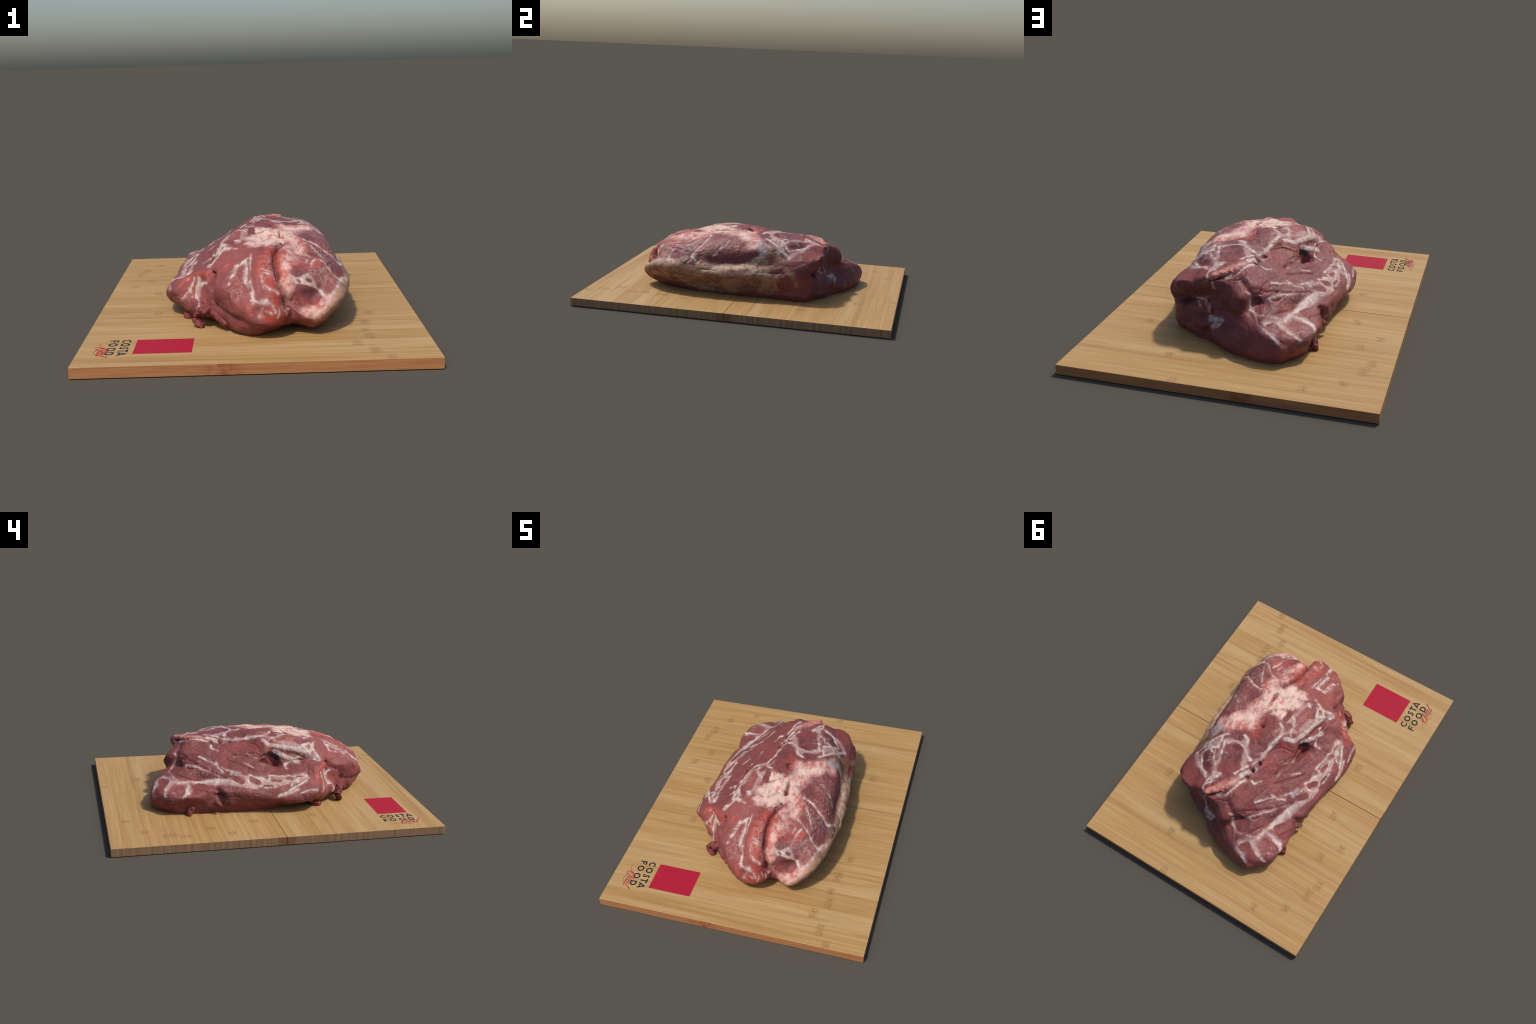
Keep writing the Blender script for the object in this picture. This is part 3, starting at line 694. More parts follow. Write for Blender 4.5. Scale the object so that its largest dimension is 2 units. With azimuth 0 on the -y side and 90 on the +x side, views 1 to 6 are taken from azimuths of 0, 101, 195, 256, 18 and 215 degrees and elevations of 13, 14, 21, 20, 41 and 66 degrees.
def settle(pts, V, step=.03):
    """the course pts, made denser and laid onto the surface points V"""
    P = np.array(pts, float)
    if len(P) > 1:
        n = max(2, int(np.linalg.norm(np.diff(P, axis=0), axis=1).sum() / step) + 1)
        s = np.r_[0, np.cumsum(np.linalg.norm(np.diff(P, axis=0), axis=1))]
        u = np.linspace(0, s[-1], n)
        P = np.stack([np.interp(u, s, P[:, k]) for k in range(3)], 1)
    return [tuple(V[np.argmin(((V - p) ** 2).sum(1))]) for p in P]

N_AROUND, N_DOWN = 880, 270

def loft():
    rings = []
    for bearing, prof in PROFILES:
        b = math.radians(bearing); c = np.array([math.cos(b), math.sin(b)])
        rings.append([CROWN] + [(*(AXIS + r * c), z) for r, z in prof])
    R = np.array(rings)                                  # meridian, step, xyz
    k = 3
    Rw = np.concatenate([R[-k:], R, R[:k]])
    A = catmull(Rw, k + np.arange(N_AROUND) / N_AROUND * len(R))
    A = np.swapaxes(A, 0, 1)                             # step, around, xyz
    G = catmull(A, np.linspace(0, A.shape[0] - 1, N_DOWN + 1))
    G[:, :, 2] = np.maximum(G[:, :, 2], BOARD_TOP - .006)
    return G[1:]                                         # the crown itself is a single vertex

def grid_faces(m, n):
    r, c = np.meshgrid(np.arange(m - 1), np.arange(n), indexing='ij')
    c2 = (c + 1) % n
    return np.stack([r * n + c, (r + 1) * n + c, (r + 1) * n + c2, r * n + c2], -1).reshape(-1, 4)

def vertex_normals(V, quads):
    N = np.zeros_like(V)
    fn = np.cross(V[quads[:, 2]] - V[quads[:, 0]], V[quads[:, 3]] - V[quads[:, 1]])
    for k in range(4): np.add.at(N, quads[:, k], fn)
    return N / np.maximum(np.linalg.norm(N, axis=1, keepdims=True), 1e-12)

def build_joint_surface():
    G = loft()
    m, n = G.shape[:2]
    V = G.reshape(-1, 3)
    quads = grid_faces(m, n)
    N = vertex_normals(V, quads)
    if N[:n].mean(0)[2] < 0: quads = quads[:, ::-1]; N = -N
    disp = np.zeros(len(V))
    press = (V - (.02, 0, .2)) / (.45 ** 2, .7 ** 2, .23 ** 2)      # folds are pressed in towards the middle
    press = press / np.linalg.norm(press, axis=1, keepdims=True)
    for what, w, h, pts in RELIEF:
        pts = settle(pts, V)
        B = np.array(pts); lo, hi = B.min(0) - 3 * w - .01, B.max(0) + 3 * w + .01
        s = np.where(np.all((V > lo) & (V < hi), axis=1))[0]
        d = polyline_distance(V[s], pts) * (1 + .25 * value_noise(V[s], 25, 3))
        fade_ends = np.clip(np.minimum(np.linalg.norm(V[s] - B[0], axis=1), np.linalg.norm(V[s] - B[-1], axis=1)) / (2 * w) + .35, 0, 1) if len(pts) > 2 else 1
        disp[s] += h * fade_ends * np.exp(-(d / w) ** 1.6)
    for strokes, h in ((FAT_STREAKS, .0012), (MEMBRANE_STREAKS, .0006)):
        for w, pts in strokes:
            B = np.array(pts); lo, hi = B.min(0) - 3 * w - .02, B.max(0) + 3 * w + .02
            s = np.where(np.all((V > lo) & (V < hi), axis=1))[0]
            ww = w + .004
            disp[s] += min(h, w * .3) * np.exp(-(polyline_distance(V[s], pts) / ww) ** 2)
    grain = .006 * value_noise(V, 9, 1) + .0035 * value_noise(V, 22, 2) + .0015 * value_noise(V, 55, 4) + .0007 * value_noise(V, 130, 5)
    # narrow seams between muscle bundles, running with the fibres
    along = V @ np.array([[.95, -.31, 0], [.12, .36, 0], [0, 0, 1.0]]).T
    for freq, amp, seed in ((13, .0055, 8), (27, .0030, 9)):
        seam = np.abs(value_noise(along, freq, seed)); where = np.clip(.5 + 1.4 * value_noise(V, 7, seed + 20), 0, 1) * np.clip((V[:, 1] + .58) / .1, 0, 1)
        grain -= amp * where * np.clip(1 - seam / .13, 0, 1) ** 1.5
    grain += .007 * value_noise(V, 26, 6) * np.exp(-((V[:, 2] - .10) / .03) ** 2)
    fade = np.clip((V[:, 2] - .05) / .02, 0.15, 1)
    V = V + (N * (grain * fade)[:, None] + press * disp[:, None])
    V[:, 2] = np.maximum(V[:, 2], BOARD_TOP - .006)
    # crown vertex and foot vertex close the body
    V = np.vstack([V, V[:n].mean(0), [AXIS[0], AXIS[1], BOARD_TOP - .006]])
    top, foot = len(V) - 2, len(V) - 1
    i = np.arange(n); j = (i + 1) % n
    tri_top = np.stack([np.full(n, top), i, j], 1)
    base = (m - 1) * n
    tri_foot = np.stack([np.full(n, foot), base + j, base + i], 1)
    return V, quads, tri_top, tri_foot

MUSCLES = {   # each part of the joint grows from these places
    'fat_cap': [(.1, -.12, .43), (.03, -.22, .42), (.16, -.02, .43), (.2, -.2, .42)],
    'brisket_muscle': [(.35, -.25, .35), (.36, -.45, .29), (.36, -.05, .35), (.25, -.6, .28)],
    'shank_muscle': [(0, -.6, .33), (-.1, -.55, .28), (.03, -.7, .2), (-.04, -.45, .37)],
    'flank_muscle': [(-.3, 0, .25), (-.33, -.3, .22), (-.32, .3, .22), (-.25, -.45, .15)],
    'blade_muscle': [(-.1, .2, .36), (-.12, -.1, .38), (-.15, .4, .3)],
    'neck_muscle': [(.15, .3, .41), (.3, .4, .37), (.1, .55, .2), (.3, .5, .2)],
    'loin_muscle': [(-.2, .6, .18), (-.3, .55, .18), (-.1, .66, .13)],
    'rind': [(.44, -.2, .15), (.43, 0, .14), (.38, -.5, .12), (.41, .15, .14), (.38, -.3, .06), (.38, 0, .06)],
}

def build_joint():
    V, quads, tri_top, tri_foot = build_joint_surface()
    tree = BVHTree.FromPolygons(V.tolist(), quads.tolist())
    def snap(p):
        q = tree.find_nearest(Vector(p))[0]
        return tuple(q) if q else p
    mat = meat_material(snap)
    joint = empty('meat_joint', 'raw red shoulder of meat with white fat', 'raw meat', (0, 0, 0))
    faces = [tuple(f) for f in quads] + [tuple(f) for f in tri_top] + [tuple(f) for f in tri_foot]
    cen = np.vstack([V[quads].mean(1), V[tri_top].mean(1), V[tri_foot].mean(1)])
    # normals of the whole body, shared by its parts
    whole = bpy.data.meshes.new('whole'); whole.from_pydata(V.tolist(), [], faces); whole.update()
    NR = np.zeros(len(V) * 3); whole.vertex_normals.foreach_get('vector', NR); NR = NR.reshape(-1, 3)
    wob = cen + .012 * np.stack([value_noise(cen, 14, s) for s in (11, 12, 13)], 1)
    names = list(MUSCLES); best = np.full(len(cen), 9.0); owner = np.zeros(len(cen), int)
    for k, nm in enumerate(names):
        for p in MUSCLES[nm]:
            d = np.linalg.norm(wob - np.array(p), axis=1)
            s = d < best; best[s] = d[s]; owner[s] = k
    for k, nm in enumerate(names):
        ids = np.where(owner == k)[0]
        sub = [faces[i] for i in ids]
        used = np.unique(np.concatenate([np.array(f) for f in sub])); remap = np.full(len(V), -1); remap[used] = np.arange(len(used))
        ob = mesh_object(nm, V[used].tolist(), [tuple(int(remap[v]) for v in f) for f in sub], mat, joint)
        ob.data.normals_split_custom_set_from_vertices(NR[used].tolist())
    bpy.data.meshes.remove(whole)
    return joint, mat, V

# ------------------------------------------------------------------ materials
def meat_material(snap):
    N = Nodes('raw_meat')
    P0 = N.coords()
    centred = lambda v: N.vec('SUBTRACT', v, (.5, .5, .5))
    drift = N.vec('SCALE', centred(N.noise(P0, 16, 2, .5, color=True)), scale=.016)
    fray = N.vec('SCALE', centred(N.noise(P0, 70, 3, .6, color=True)), scale=.010)
    P = N.vec('ADD', N.vec('ADD', P0, drift), fray)
    fine = N.noise(P0, 150, 4, .65)
    mid = N.noise(P0, 34, 4, .6)
    broad = N.noise(P0, 5.5, 3, .5)
    fibre = N.noise(N.mapping(N.vec('ADD', P0, drift), (70, 420, 420), (0, .25, .95)), 1.0, 3, .6)
    # lean: mauve red, drifting between brownish and pinker muscles, with pale fibres
    col = N.mix(N.remap(broad, .38, .62), LEAN_A, LEAN_B)
    col = N.mix(N.remap(mid, .38, .7, 0, .5), col, LEAN_C)
    col = N.mix(N.remap(fibre, .50, .74, 0, .28), col, LEAN_PALE)
    col = N.mix(N.remap(fine, .60, .78, 0, .22), col, LEAN_PALE)
    last = [None]
    def field(name, strokes, jitter):
        strokes = [(w, [snap(p) for p in pts]) for w, pts in strokes]
        f = -1.0
        for k in range(0, len(strokes), 12):
            base = f if last[0] is None or k else N.math('MULTIPLY_ADD', last[0], 1e-9, -1.0)
            f = N.group(streak_group(name, strokes[k:k + 12]), Position=P, Field=base)
        last[0] = f
        return N.math('ADD', f, N.math('MULTIPLY', N.math('SUBTRACT', mid, .5), jitter))
    def lay(col, f, tint, lo, hi, amount):
        return N.mix(N.remap(f, lo, hi, 0, amount), col, tint)
    col = lay(col, field('dark_muscles', DARK_STREAKS, .02), LEAN_DARK, -.02, .02, .6)
    col = lay(col, field('salmon_muscles', SALMON_STREAKS, .03), N.mix(N.remap(fibre, .45, .7), srgb(146, 76, 70), srgb(168, 104, 96)), -.035, .02, .55)
    red = N.mix(N.remap(mid, .4, .65), RED_A, RED_B)
    col = lay(col, field('red_muscles', RED_STREAKS, .02), red, -.022, .018, .8)
    rind = N.mix(N.remap(N.noise(P0, 9, 4, .6), .42, .62), N.mix(N.remap(mid, .4, .65), RIND_A, RIND_B), srgb(120, 82, 68))
    col = lay(col, field('rind', RIND_STREAKS, .012), rind, -.012, .010, .92)
    col = lay(col, field('rind_ledge', LEDGE_STREAKS, .008), N.mix(N.remap(mid, .4, .62), srgb(170, 132, 108), srgb(196, 168, 142)), -.010, .006, .9)
    # fine pale webs where the lean is marbled
    vein = lambda scale, seed: N.math('ABSOLUTE', N.math('SUBTRACT', N.noise(N.mapping(N.vec('ADD', P0, drift), (1, 1, 1), (0, 0, 0), (seed, seed, 0)), scale, 2, .5, .4), .5))
    thread = N.math('MULTIPLY', N.remap(N.math('MINIMUM', vein(15, 0.0), vein(22, 3.7)), .022, .003), N.remap(mid, .35, .6, .3, 1))
    marb = N.remap(field('marbling', MARBLE_STREAKS, .03), -.02, .02)
    col = N.mix(N.math('MULTIPLY', N.math('MULTIPLY', thread, marb), .3), col, FAT_B)
    sinew = N.noise(N.mapping(P, (170, 30, 170), (0, 0, .12)), 1.0, 3, .65)
    strip = N.remap(field('silverskin', SILVER_STREAKS, .03), -.025, .025)
    col = N.mix(N.math('MULTIPLY', N.math('MULTIPLY', N.remap(sinew, .46, .66), strip), .6), col, SILVER)
    lean = col
    col = lay(col, field('fat_net', NET_STREAKS, .03), N.mix(N.remap(fine, .35, .65), FAT_A, N.mix(.5, LEAN_PALE, FAT_B)), -.012, .014, .72)
    pinkmix = N.noise(N.mapping(N.vec('ADD', P0, N.vec('SCALE', drift, scale=2.0)), (34, 15, 34), (0, 0, .2)), 1.0, 4, .62)
    pink = N.mix(N.remap(pinkmix, .36, .6), PINK_A, PINK_B)
    col = lay(col, field('cap_pink', CAP_PINK_STREAKS, .06), pink, -.030, .022, .92)
    capfat = N.mix(N.remap(pinkmix, .32, .5), srgb(190, 128, 115), srgb(214, 182, 167))
    col = lay(col, field('fat_cap_patch', CAP_FAT_STREAKS, .07), capfat, -.028, .016, .95)
    memb = N.mix(N.remap(mid, .4, .65), MEMB_A, MEMB_B)
    col = lay(col, field('membrane', MEMBRANE_STREAKS, .02), memb, -.012, .010, .75)
    fat = N.mix(N.remap(mid, .33, .62), FAT_A, FAT_B)
    ff = field('fat', FAT_STREAKS, .012)
    col = lay(col, ff, FAT_A, -.015, .002, .34)
    wear = N.remap(N.noise(P0, 24, 3, .6), .32, .5, .55, .93)
    col = N.mix(N.math('MULTIPLY', N.remap(ff, -.005, .0035), wear), col, fat)
    isl = N.mix(N.remap(broad, .4, .6), N.mix(.28, lean, LEAN_DARK), N.mix(.2, lean, RED_A))
    col = lay(col, field('muscle_islands', ISLAND_STREAKS, .008), isl, -.0035, .0045, .95)
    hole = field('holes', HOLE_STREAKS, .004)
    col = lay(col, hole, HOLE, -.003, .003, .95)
    N.put(N.bsdf.inputs['Base Color'], col)
    N.put(N.bsdf.inputs['Roughness'], N.remap(mid, .35, .65, .36, .52))
    N.bsdf.inputs['Specular IOR Level'].default_value = .22
    h = N.math('ADD', N.math('MULTIPLY', fibre, .7), N.math('ADD', N.math('MULTIPLY', fine, .5), N.math('MULTIPLY', mid, .8)))
    N.put(N.bsdf.inputs['Normal'], N.bump(h, .4, .004))
    return N.mat

LEAN_A, LEAN_B, LEAN_C = srgb(118, 65, 64), srgb(130, 67, 63), srgb(99, 56, 57)
LEAN_DARK, LEAN_PALE = srgb(94, 51, 53), srgb(156, 99, 94)
RED_A, RED_B = srgb(158, 66, 56), srgb(172, 84, 72)
RIND_A, RIND_B = srgb(162, 128, 102), srgb(146, 110, 88)
PINK_A, PINK_B = srgb(184, 104, 94), srgb(212, 172, 160)
MEMB_A, MEMB_B = srgb(158, 142, 140), srgb(184, 170, 166)
FAT_A, FAT_B = srgb(176, 140, 131), srgb(204, 186, 177)
SILVER = srgb(178, 140, 134)
HOLE = srgb(46, 22, 22)  # cavity shadow painted near-black, since the pressed-in pits are shallow

NODE_MARKS = [  # growth rings of the bamboo: (x, y, half length across the grain)
    (.562, -.976, .03), (.506, -.885, .05), (.442, -.78, .04), (.508, -.69, .045), (.497, -.6, .03), (.513, -.479, .045), (.55, -.326, .03),
    (-.48, -.24, .035), (-.515, .13, .035), (-.667, .295, .03), (-.584, .406, .035), (-.67, .565, .04), (-.645, .65, .05), (-.573, .79, .03),
    (-.405, .884, .03), (.19, .975, .025), (.54, .42, .035), (.3, .75, .03),
]

def bamboo_material():
    N = Nodes('bamboo')
    P = N.coords()
    x, y, z = N.sep(P)
    wy = N.math('ADD', y, N.math('MULTIPLY', z, .02))
    strip = N.math('FLOOR', N.math('MULTIPLY', N.math('ADD', wy, 1.0), 15.0))
    rnd = N.white(strip)
    off = N.math('MULTIPLY', N.white(N.math('ADD', strip, 31.7)), 9.0)
    v = N.comb(N.math('ADD', x, off), y, z)
    g1 = N.noise(N.mapping(v, (1.2, 30, 30)), 1, 3, .6)
    g2 = N.noise(N.mapping(v, (3, 140, 140)), 1, 3, .65)
    g3 = N.noise(N.mapping(v, (1.5, 9, 9)), 1, 2, .5)
    col = N.mix(N.remap(rnd, 0, 1), srgb(170, 136, 86), srgb(176, 144, 98))
    col = N.mix(N.remap(g3, .35, .65, 0, .5), col, srgb(164, 126, 74))
    col = N.mix(N.remap(g1, .45, .72, 0, .7), col, srgb(152, 112, 66))
    col = N.mix(N.remap(g1, .5, .28, 0, .6), col, srgb(182, 152, 106))
    col = N.mix(N.remap(g2, .5, .75, 0, .5), col, srgb(146, 106, 62))
    band = N.remap(N.math('ABSOLUTE', N.math('SUBTRACT', y, .032)), .041, .037)
    col = N.mix(N.math('MULTIPLY', band, .4), col, srgb(158, 114, 58))
    g4 = N.noise(N.mapping(v, (2.2, 330, 330)), 1, 2, .6)
    col = N.mix(N.remap(g4, .45, .7, 0, .42), col, srgb(140, 102, 60))
    col = N.mix(N.remap(g4, .48, .3, 0, .3), col, srgb(184, 156, 110))
    # growth rings: ragged darker marks across the strip
    field = None
    jag = N.math('MULTIPLY', N.math('SUBTRACT', N.noise(N.mapping(P, (60, 160, 1)), 1, 3, .7), .5), .05)
    for mx, my, hw in NODE_MARKS:
        a = N.math('MULTIPLY', N.math('ABSOLUTE', N.math('SUBTRACT', N.math('ADD', x, jag), mx)), 30.0)
        b = N.math('MULTIPLY', N.math('ABSOLUTE', N.math('SUBTRACT', y, my)), 1 / hw)
        f = N.math('SUBTRACT', 1.0, N.math('MAXIMUM', a, N.math('POWER', b, 4.0)))
        field = f if field is None else N.math('MAXIMUM', field, f)
    blotch = N.noise(N.mapping(P, (90, 130, 1)), 1, 3, .7, .6)
    col = N.mix(N.math('MULTIPLY', N.remap(field, 0, .8, 0, .95), N.remap(blotch, .42, .6)), col, srgb(134, 96, 54))
    # sawn faces are redder
    nrm = N.t.nodes.new('ShaderNodeNewGeometry')
    nx, ny, nz = N.sep(nrm.outputs['True Normal'])
    side = N.math('MULTIPLY', N.math('ABSOLUTE', ny), 1.0)
    side_col = N.mix(N.remap(g2, .4, .65), srgb(176, 122, 76), srgb(162, 106, 70))
    blot = N.math('MULTIPLY', N.remap(N.math('ABSOLUTE', N.math('ADD', x, .14)), .12, .0), N.remap(N.noise(P, 25, 3, .6), .35, .6))
    side_col = N.mix(N.math('MULTIPLY', blot, .7), side_col, srgb(140, 66, 44))
    col = N.mix(N.remap(side, .7, .9), col, side_col)
    endg = N.remap(N.math('ABSOLUTE', nx), .7, .9)
    stripe = N.noise(N.comb(0.0, N.math('MULTIPLY', y, 45.0), 0.0), 1, 4, .8)
    end_col = N.mix(N.remap(stripe, .35, .68), srgb(164, 132, 98), srgb(134, 98, 70))
    red = N.remap(N.math('ABSOLUTE', N.math('ADD', y, .01)), .055, .045)
    end_col = N.mix(N.math('MULTIPLY', red, .6), end_col, srgb(130, 80, 58))
    col = N.mix(endg, col, end_col)
    N.put(N.bsdf.inputs['Base Color'], col)
    N.bsdf.inputs['Roughness'].default_value = .6
    N.bsdf.inputs['Specular IOR Level'].default_value = .25
    N.put(N.bsdf.inputs['Normal'], N.bump(g2, .12, .001))
    return N.mat

def ink(name, color):
    N = Nodes(name)
    m = N.noise(N.coords(), 60, 2)
    N.put(N.bsdf.inputs['Base Color'], N.mix(N.remap(m, .3, .7, 0, .02), color, (.3, .2, .1, 1)))
    N.bsdf.inputs['Roughness'].default_value = .6
    N.bsdf.inputs['Specular IOR Level'].default_value = .1
    return N.mat

# ------------------------------------------------------------------ board and print
def box(name, x0, x1, y0, y1, z0, z1, mat, parent, bevel=.0015):
    v = [(x, y, z) for z in (z0, z1) for y in (y0, y1) for x in (x0, x1)]
    f = [(0, 2, 3, 1), (4, 5, 7, 6), (0, 1, 5, 4), (2, 6, 7, 3), (0, 4, 6, 2), (1, 3, 7, 5)]
    ob = mesh_object(name, v, f, mat, parent, smooth=False)
    if bevel:
        b = ob.modifiers.new('edge', 'BEVEL'); b.width = bevel; b.segments = 2
    return ob

INK_H = .0006
def ribbon(name, pts, widths, mat, parent, closed=False, lift=0.0):
    """flat printed stroke along pts = (along text, height) with given widths"""
    p = np.array(pts, float); n = len(p)
    w = np.full(n, widths) if np.isscalar(widths) else np.interp(np.linspace(0, 1, n), np.linspace(0, 1, len(widths)), widths)
    t = (np.roll(p, -1, 0) - np.roll(p, 1, 0)) if closed else np.gradient(p, axis=0)
    t /= np.maximum(np.linalg.norm(t, axis=1, keepdims=True), 1e-9)
    nn = np.stack([-t[:, 1], t[:, 0]], 1)
    L, R = p + nn * w[:, None] / 2, p - nn * w[:, None] / 2
    w3 = lambda q, z: (q[1], -q[0], z)
    z0, z1 = BOARD_TOP - .0004, BOARD_TOP + INK_H + lift
    V = [w3(q, z1) for q in L] + [w3(q, z1) for q in R] + [w3(q, z0) for q in L] + [w3(q, z0) for q in R]
    F = []
    for i in range(n if closed else n - 1):
        j = (i + 1) % n
        F += [(i, j, n + j, n + i), (2 * n + i, 3 * n + i, 3 * n + j, 2 * n + j), (i, 2 * n + i, 2 * n + j, j), (n + i, n + j, 3 * n + j, 3 * n + i)]
    if not closed:
        F += [(0, n, 3 * n, 2 * n), (n - 1, 3 * n - 1, 4 * n - 1, 2 * n - 1)]
    return V, F

def arc(cx, cy, rx, ry, a0, a1, n=48):
    a = np.radians(np.linspace(a0, a1, n))
    return np.stack([cx + rx * np.cos(a), cy + ry * np.sin(a)], 1)

def smooth_line(pts, n=60):
    p = np.array(pts, float)
    return catmull(p, np.linspace(0, len(p) - 1, n))

def letter(name, strokes, mat, parent, lift=0.0):
    V, F = [], []
    for k, (pts, w, closed) in enumerate(strokes):
        v, f = ribbon(name, pts, w, mat, parent, closed, lift + k * .00008)
        o = len(V); V += v; F += [tuple(i + o for i in q) for q in f]
    return mesh_object(name, V, F, mat, parent, smooth=False)

def build_board():
    wood, crimson, black = bamboo_material(), ink('crimson_ink', srgb(160, 28, 50)), ink('black_ink', srgb(36, 37, 40))
    board = empty('chopping_board', 'flat rectangular bamboo board with printed label', 'cutting board')
    seam = -.009
    box('plank', -.775, .775, -1.0, seam - .0012, 0, BOARD_TOP, wood, board)
    box('plank', -.775, .775, seam + .0012, 1.0, 0, BOARD_TOP, wood, board)
    lab = bpy.data.objects.new('label', None); link(lab, board)
    box('colour_field', -.531, -.276, -.849, -.658, BOARD_TOP - .0004, BOARD_TOP + INK_H, crimson, lab, 0)
    w = .0084
    # first word: cap top at h -.557, baseline -.597; second word: top -.613, baseline -.653
    r = .0165
    yc1, yc2 = -.5775, -.6325
    O = lambda c, h: [(arc(c, h, r, r + .0002, 0, 360, 64)[:-1], w, True)]
    letter('letter', [(arc(.676, yc1, r, r, 48, 312), w, False)], black, lab)
    letter('letter', O(.7225, yc1), black, lab)
    S = smooth_line([(.7775, -.5635), (.7725, -.5605), (.7655, -.5625), (.7635, -.569), (.7675, -.5755), (.7735, -.581), (.7745, -.5885), (.769, -.5942), (.7615, -.594), (.757, -.589)])
    letter('letter', [(S, w, False)], black, lab)
    letter('letter', [([(.788, -.5595), (.8215, -.5595)], w, False), ([(.8045, -.557), (.8045, -.599)], w, False)], black, lab)
    letter('letter', [([(.8255, -.599), (.8445, -.557)], w * .95, False), ([(.8435, -.557), (.8625, -.599)], w * .95, False), ([(.833, -.5885), (.856, -.5885)], w * .8, False)], black, lab)
    letter('letter', [([(.6625, -.613), (.6625, -.6545)], w, False), ([(.660, -.6165), (.6845, -.6165)], w, False), ([(.660, -.6325), (.6815, -.6325)], w, False)], black, lab)
    letter('letter', O(.719, yc2), black, lab)
    letter('letter', O(.7795, yc2), black, lab)
    D = np.vstack([[(.8235, -.6165)], arc(.8335, yc2, .0185, .016, 90, -90), [(.8235, -.6485)]])
    letter('letter', [(D, w, False), ([(.8235, -.613), (.8235, -.652)], w, False)], black, lab)
    # handwritten word over the second line
    script = [
        (smooth_line([(.701, -.689), (.709, -.6935), (.720, -.692), (.7376, -.685), (.752, -.676), (.7641, -.6635), (.7815, -.6435)]), [.0012, .0014, .002, .003]),
        (smooth_line([(.7815, -.6435), (.772, -.658), (.762, -.673), (.7539, -.6903)]), [.003, .0055, .004]),
        (smooth_line([(.7539, -.6903), (.766, -.678), (.7788, -.6656), (.795, -.6515), (.8089, -.641)]), [.0015, .0018]),
        (smooth_line([(.8085, -.641), (.802, -.655), (.7945, -.6665), (.786, -.680), (.7808, -.6907)]), [.003, .0055, .004]),
        (smooth_line([(.7808, -.6907), (.777, -.698), (.766, -.7025), (.754, -.702), (.752, -.6945), (.7672, -.6905), (.78, -.692), (.7986, -.7006), (.8235, -.7005), (.8393, -.6932)]), [.003, .0014, .0014, .0012]),
        (smooth_line([(.8115, -.672), (.8195, -.667), (.8265, -.660), (.8225, -.655), (.8125, -.662), (.804, -.674), (.8005, -.6824), (.807, -.6845), (.818, -.679)]), [.0018, .003, .004, .002]),
        (smooth_line([(.8445, -.6565), (.837, -.6585), (.826, -.670), (.8215, -.681), (.8251, -.6865), (.834, -.680), (.845, -.665), (.8496, -.6545)]), [.0025, .004, .0025]),
        (smooth_line([(.8496, -.6549), (.842, -.668), (.8365, -.679), (.838, -.6865), (.848, -.681)]), [.004, .003, .0015]),
        (smooth_line([(.8859, -.634), (.876, -.648), (.8683, -.658), (.859, -.672), (.8519, -.6808), (.853, -.687), (.861, -.6846), (.8692, -.6787)]), [.0055, .004, .004, .0015]),
    ]
    letter('handwritten_word', [(p, w_, False) for p, w_ in script], crimson, lab, lift=.0004)
    return board

def trim_material(name, a, b, pale):
    N = Nodes(name)
    P = N.coords()
    n1, n2 = N.noise(P, 40, 4, .65), N.noise(P, 110, 3, .6)
    col = N.mix(N.remap(n1, .36, .62), a, b)
    col = N.mix(N.remap(n2, .52, .72, 0, .5), col, pale)
    N.put(N.bsdf.inputs['Base Color'], col)
    N.bsdf.inputs['Roughness'].default_value = .45
    N.bsdf.inputs['Specular IOR Level'].default_value = .22
    N.put(N.bsdf.inputs['Normal'], N.bump(N.math('ADD', n1, n2), .4, .004))
    return N.mat

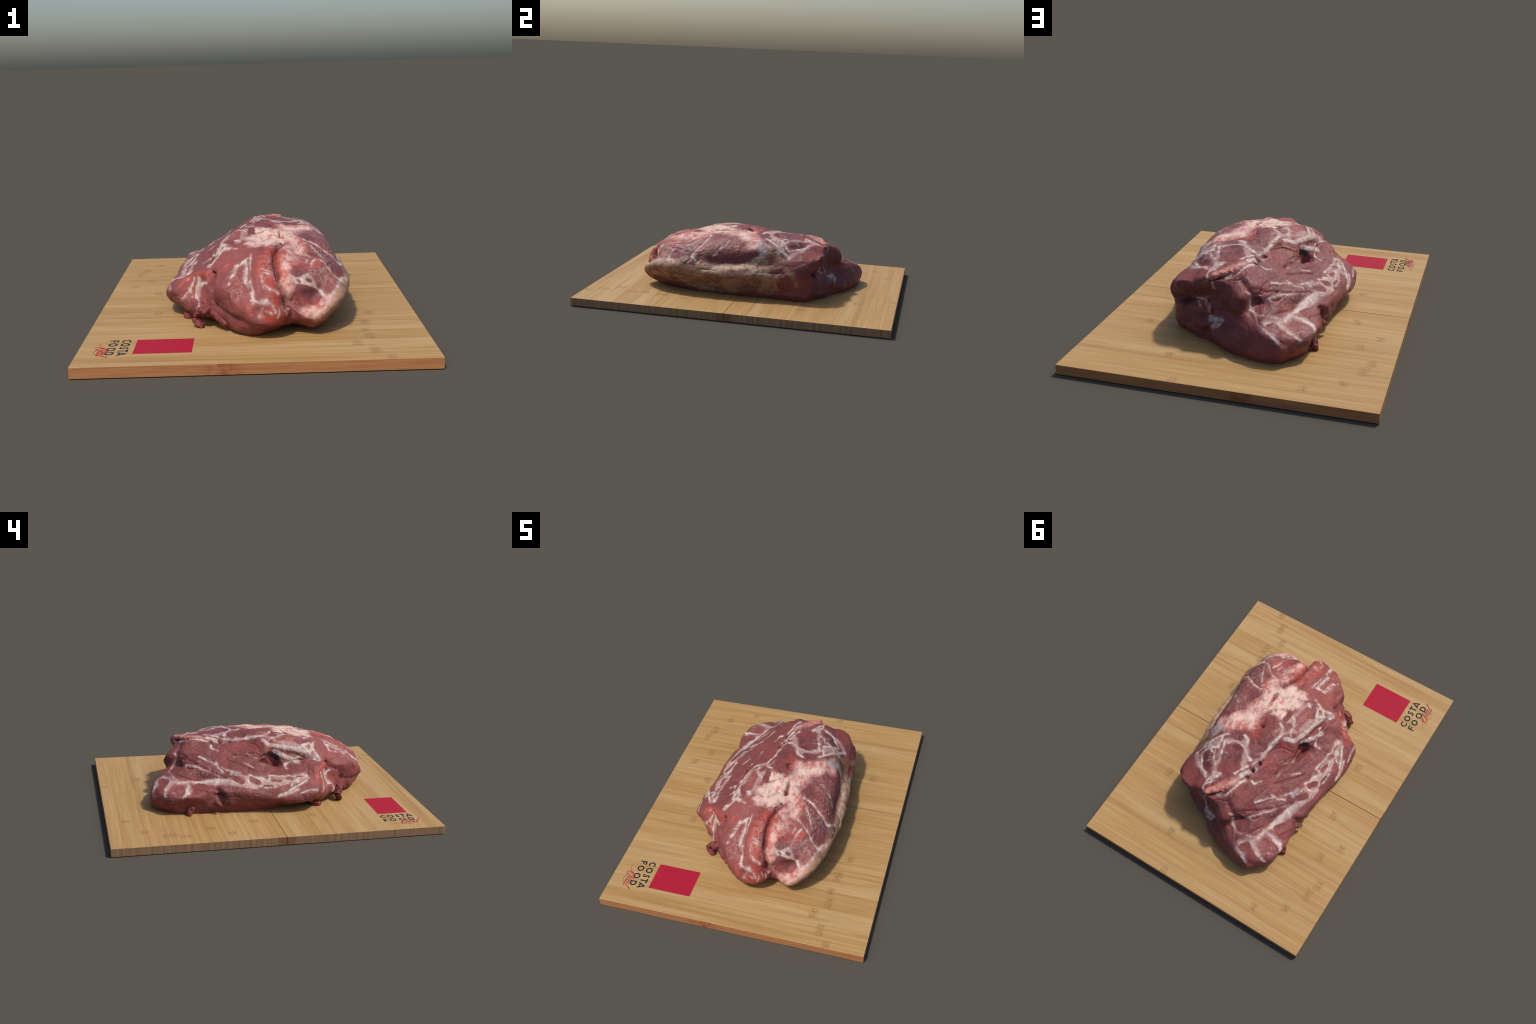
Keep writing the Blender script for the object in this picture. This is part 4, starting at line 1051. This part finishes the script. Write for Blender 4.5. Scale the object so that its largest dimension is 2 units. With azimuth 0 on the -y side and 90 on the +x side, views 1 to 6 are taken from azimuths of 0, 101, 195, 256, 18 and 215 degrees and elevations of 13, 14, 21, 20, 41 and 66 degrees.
# ------------------------------------------------------------------ loose flaps and scraps hanging on the joint
def flap(name, path, radii, parent, mat, flat=1.0, seed=0, n_len=46, n_round=26):
    """a rounded strip of meat along path; radii along it; flat squashes it"""
    C = catmull(np.array(path, float), np.linspace(0, len(path) - 1, n_len))
    Rr = np.interp(np.linspace(0, 1, n_len), np.linspace(0, 1, len(radii)), radii)
    end = np.clip(np.minimum(np.arange(n_len), np.arange(n_len)[::-1]) / 5.0, 0, 1)
    Rr = Rr * np.sqrt(1 - (1 - end) ** 2 * .999)
    T = np.gradient(C, axis=0); T /= np.linalg.norm(T, axis=1, keepdims=True)
    side = np.cross(T, [0, 0, 1.0]); bad = np.linalg.norm(side, axis=1) < .2
    side[bad] = np.cross(T[bad], [0, 1.0, 0]); side /= np.linalg.norm(side, axis=1, keepdims=True)
    up = np.cross(side, T)
    a = np.linspace(0, 2 * np.pi, n_round, endpoint=False)
    V = C[:, None] + Rr[:, None, None] * (np.cos(a)[None, :, None] * side[:, None] + flat * np.sin(a)[None, :, None] * up[:, None])
    V = V.reshape(-1, 3)
    out = V - np.repeat(C, n_round, axis=0)
    V = V + out * (.38 * value_noise(V, 42, 20 + seed) + .2 * value_noise(V, 110, 30 + seed))[:, None]
    V[:, 2] = np.maximum(V[:, 2], BOARD_TOP - .003)
    faces = [tuple(q[::-1]) for q in grid_faces(n_len, n_round)]
    faces += [tuple(range(n_round)), tuple(reversed(range((n_len - 1) * n_round, n_len * n_round)))]
    return mesh_object(name, V.tolist(), faces, mat, parent)

build_board()
joint, meat, BODY = build_joint()
pink_trim = trim_material('pink_trim', srgb(168, 92, 82), srgb(190, 126, 112), srgb(208, 170, 156))
red_trim = trim_material('red_trim', srgb(122, 56, 54), srgb(104, 50, 50), srgb(158, 98, 90))
# rolled flap at the top of the far end
flap('rolled_flap', [(.165, .497, .366), (.152, .497, .381), (.118, .475, .392), (.078, .448, .394), (.04, .425, .386)], [.015, .021, .020, .018, .012], joint, pink_trim, .85, 1)
# curl of trimmed meat beside the front lobe
flap('curl', [(-.185, -.47, .135), (-.225, -.50, .137), (-.262, -.487, .122), (-.277, -.482, .098), (-.268, -.494, .070), (-.245, -.503, .050)], [.020, .024, .023, .021, .023, .020], joint, red_trim, .75, 2)
flap('curl', [(-.20, -.50, .135), (-.178, -.535, .118), (-.155, -.553, .104), (-.140, -.565, .090), (-.134, -.560, .066)], [.022, .021, .019, .017, .010], joint, red_trim, .8, 3)
flap('scrap', [(-.26, -.26, .10), (-.295, -.295, .078), (-.322, -.328, .058), (-.336, -.346, .048)], [.030, .036, .030, .012], joint, red_trim, .8, 5)
flap('scrap', [(-.325, .46, .115), (-.350, .478, .092), (-.370, .494, .070), (-.384, .507, .053)], [.026, .024, .017, .008], joint, red_trim, .9, 6)
flap('scrap', [(-.325, .37, .150), (-.352, .345, .136), (-.374, .318, .118), (-.392, .300, .102)], [.026, .024, .016, .005], joint, red_trim, .8, 7)
flap('scrap', [(.196, .492, .258), (.188, .503, .235), (.184, .508, .212)], [.007, .009, .007], joint, pink_trim, .6, 8)
flap('scrap', [(.168, .508, .228), (.168, .519, .208), (.170, .522, .190)], [.008, .008, .005], joint, pink_trim, .6, 9)
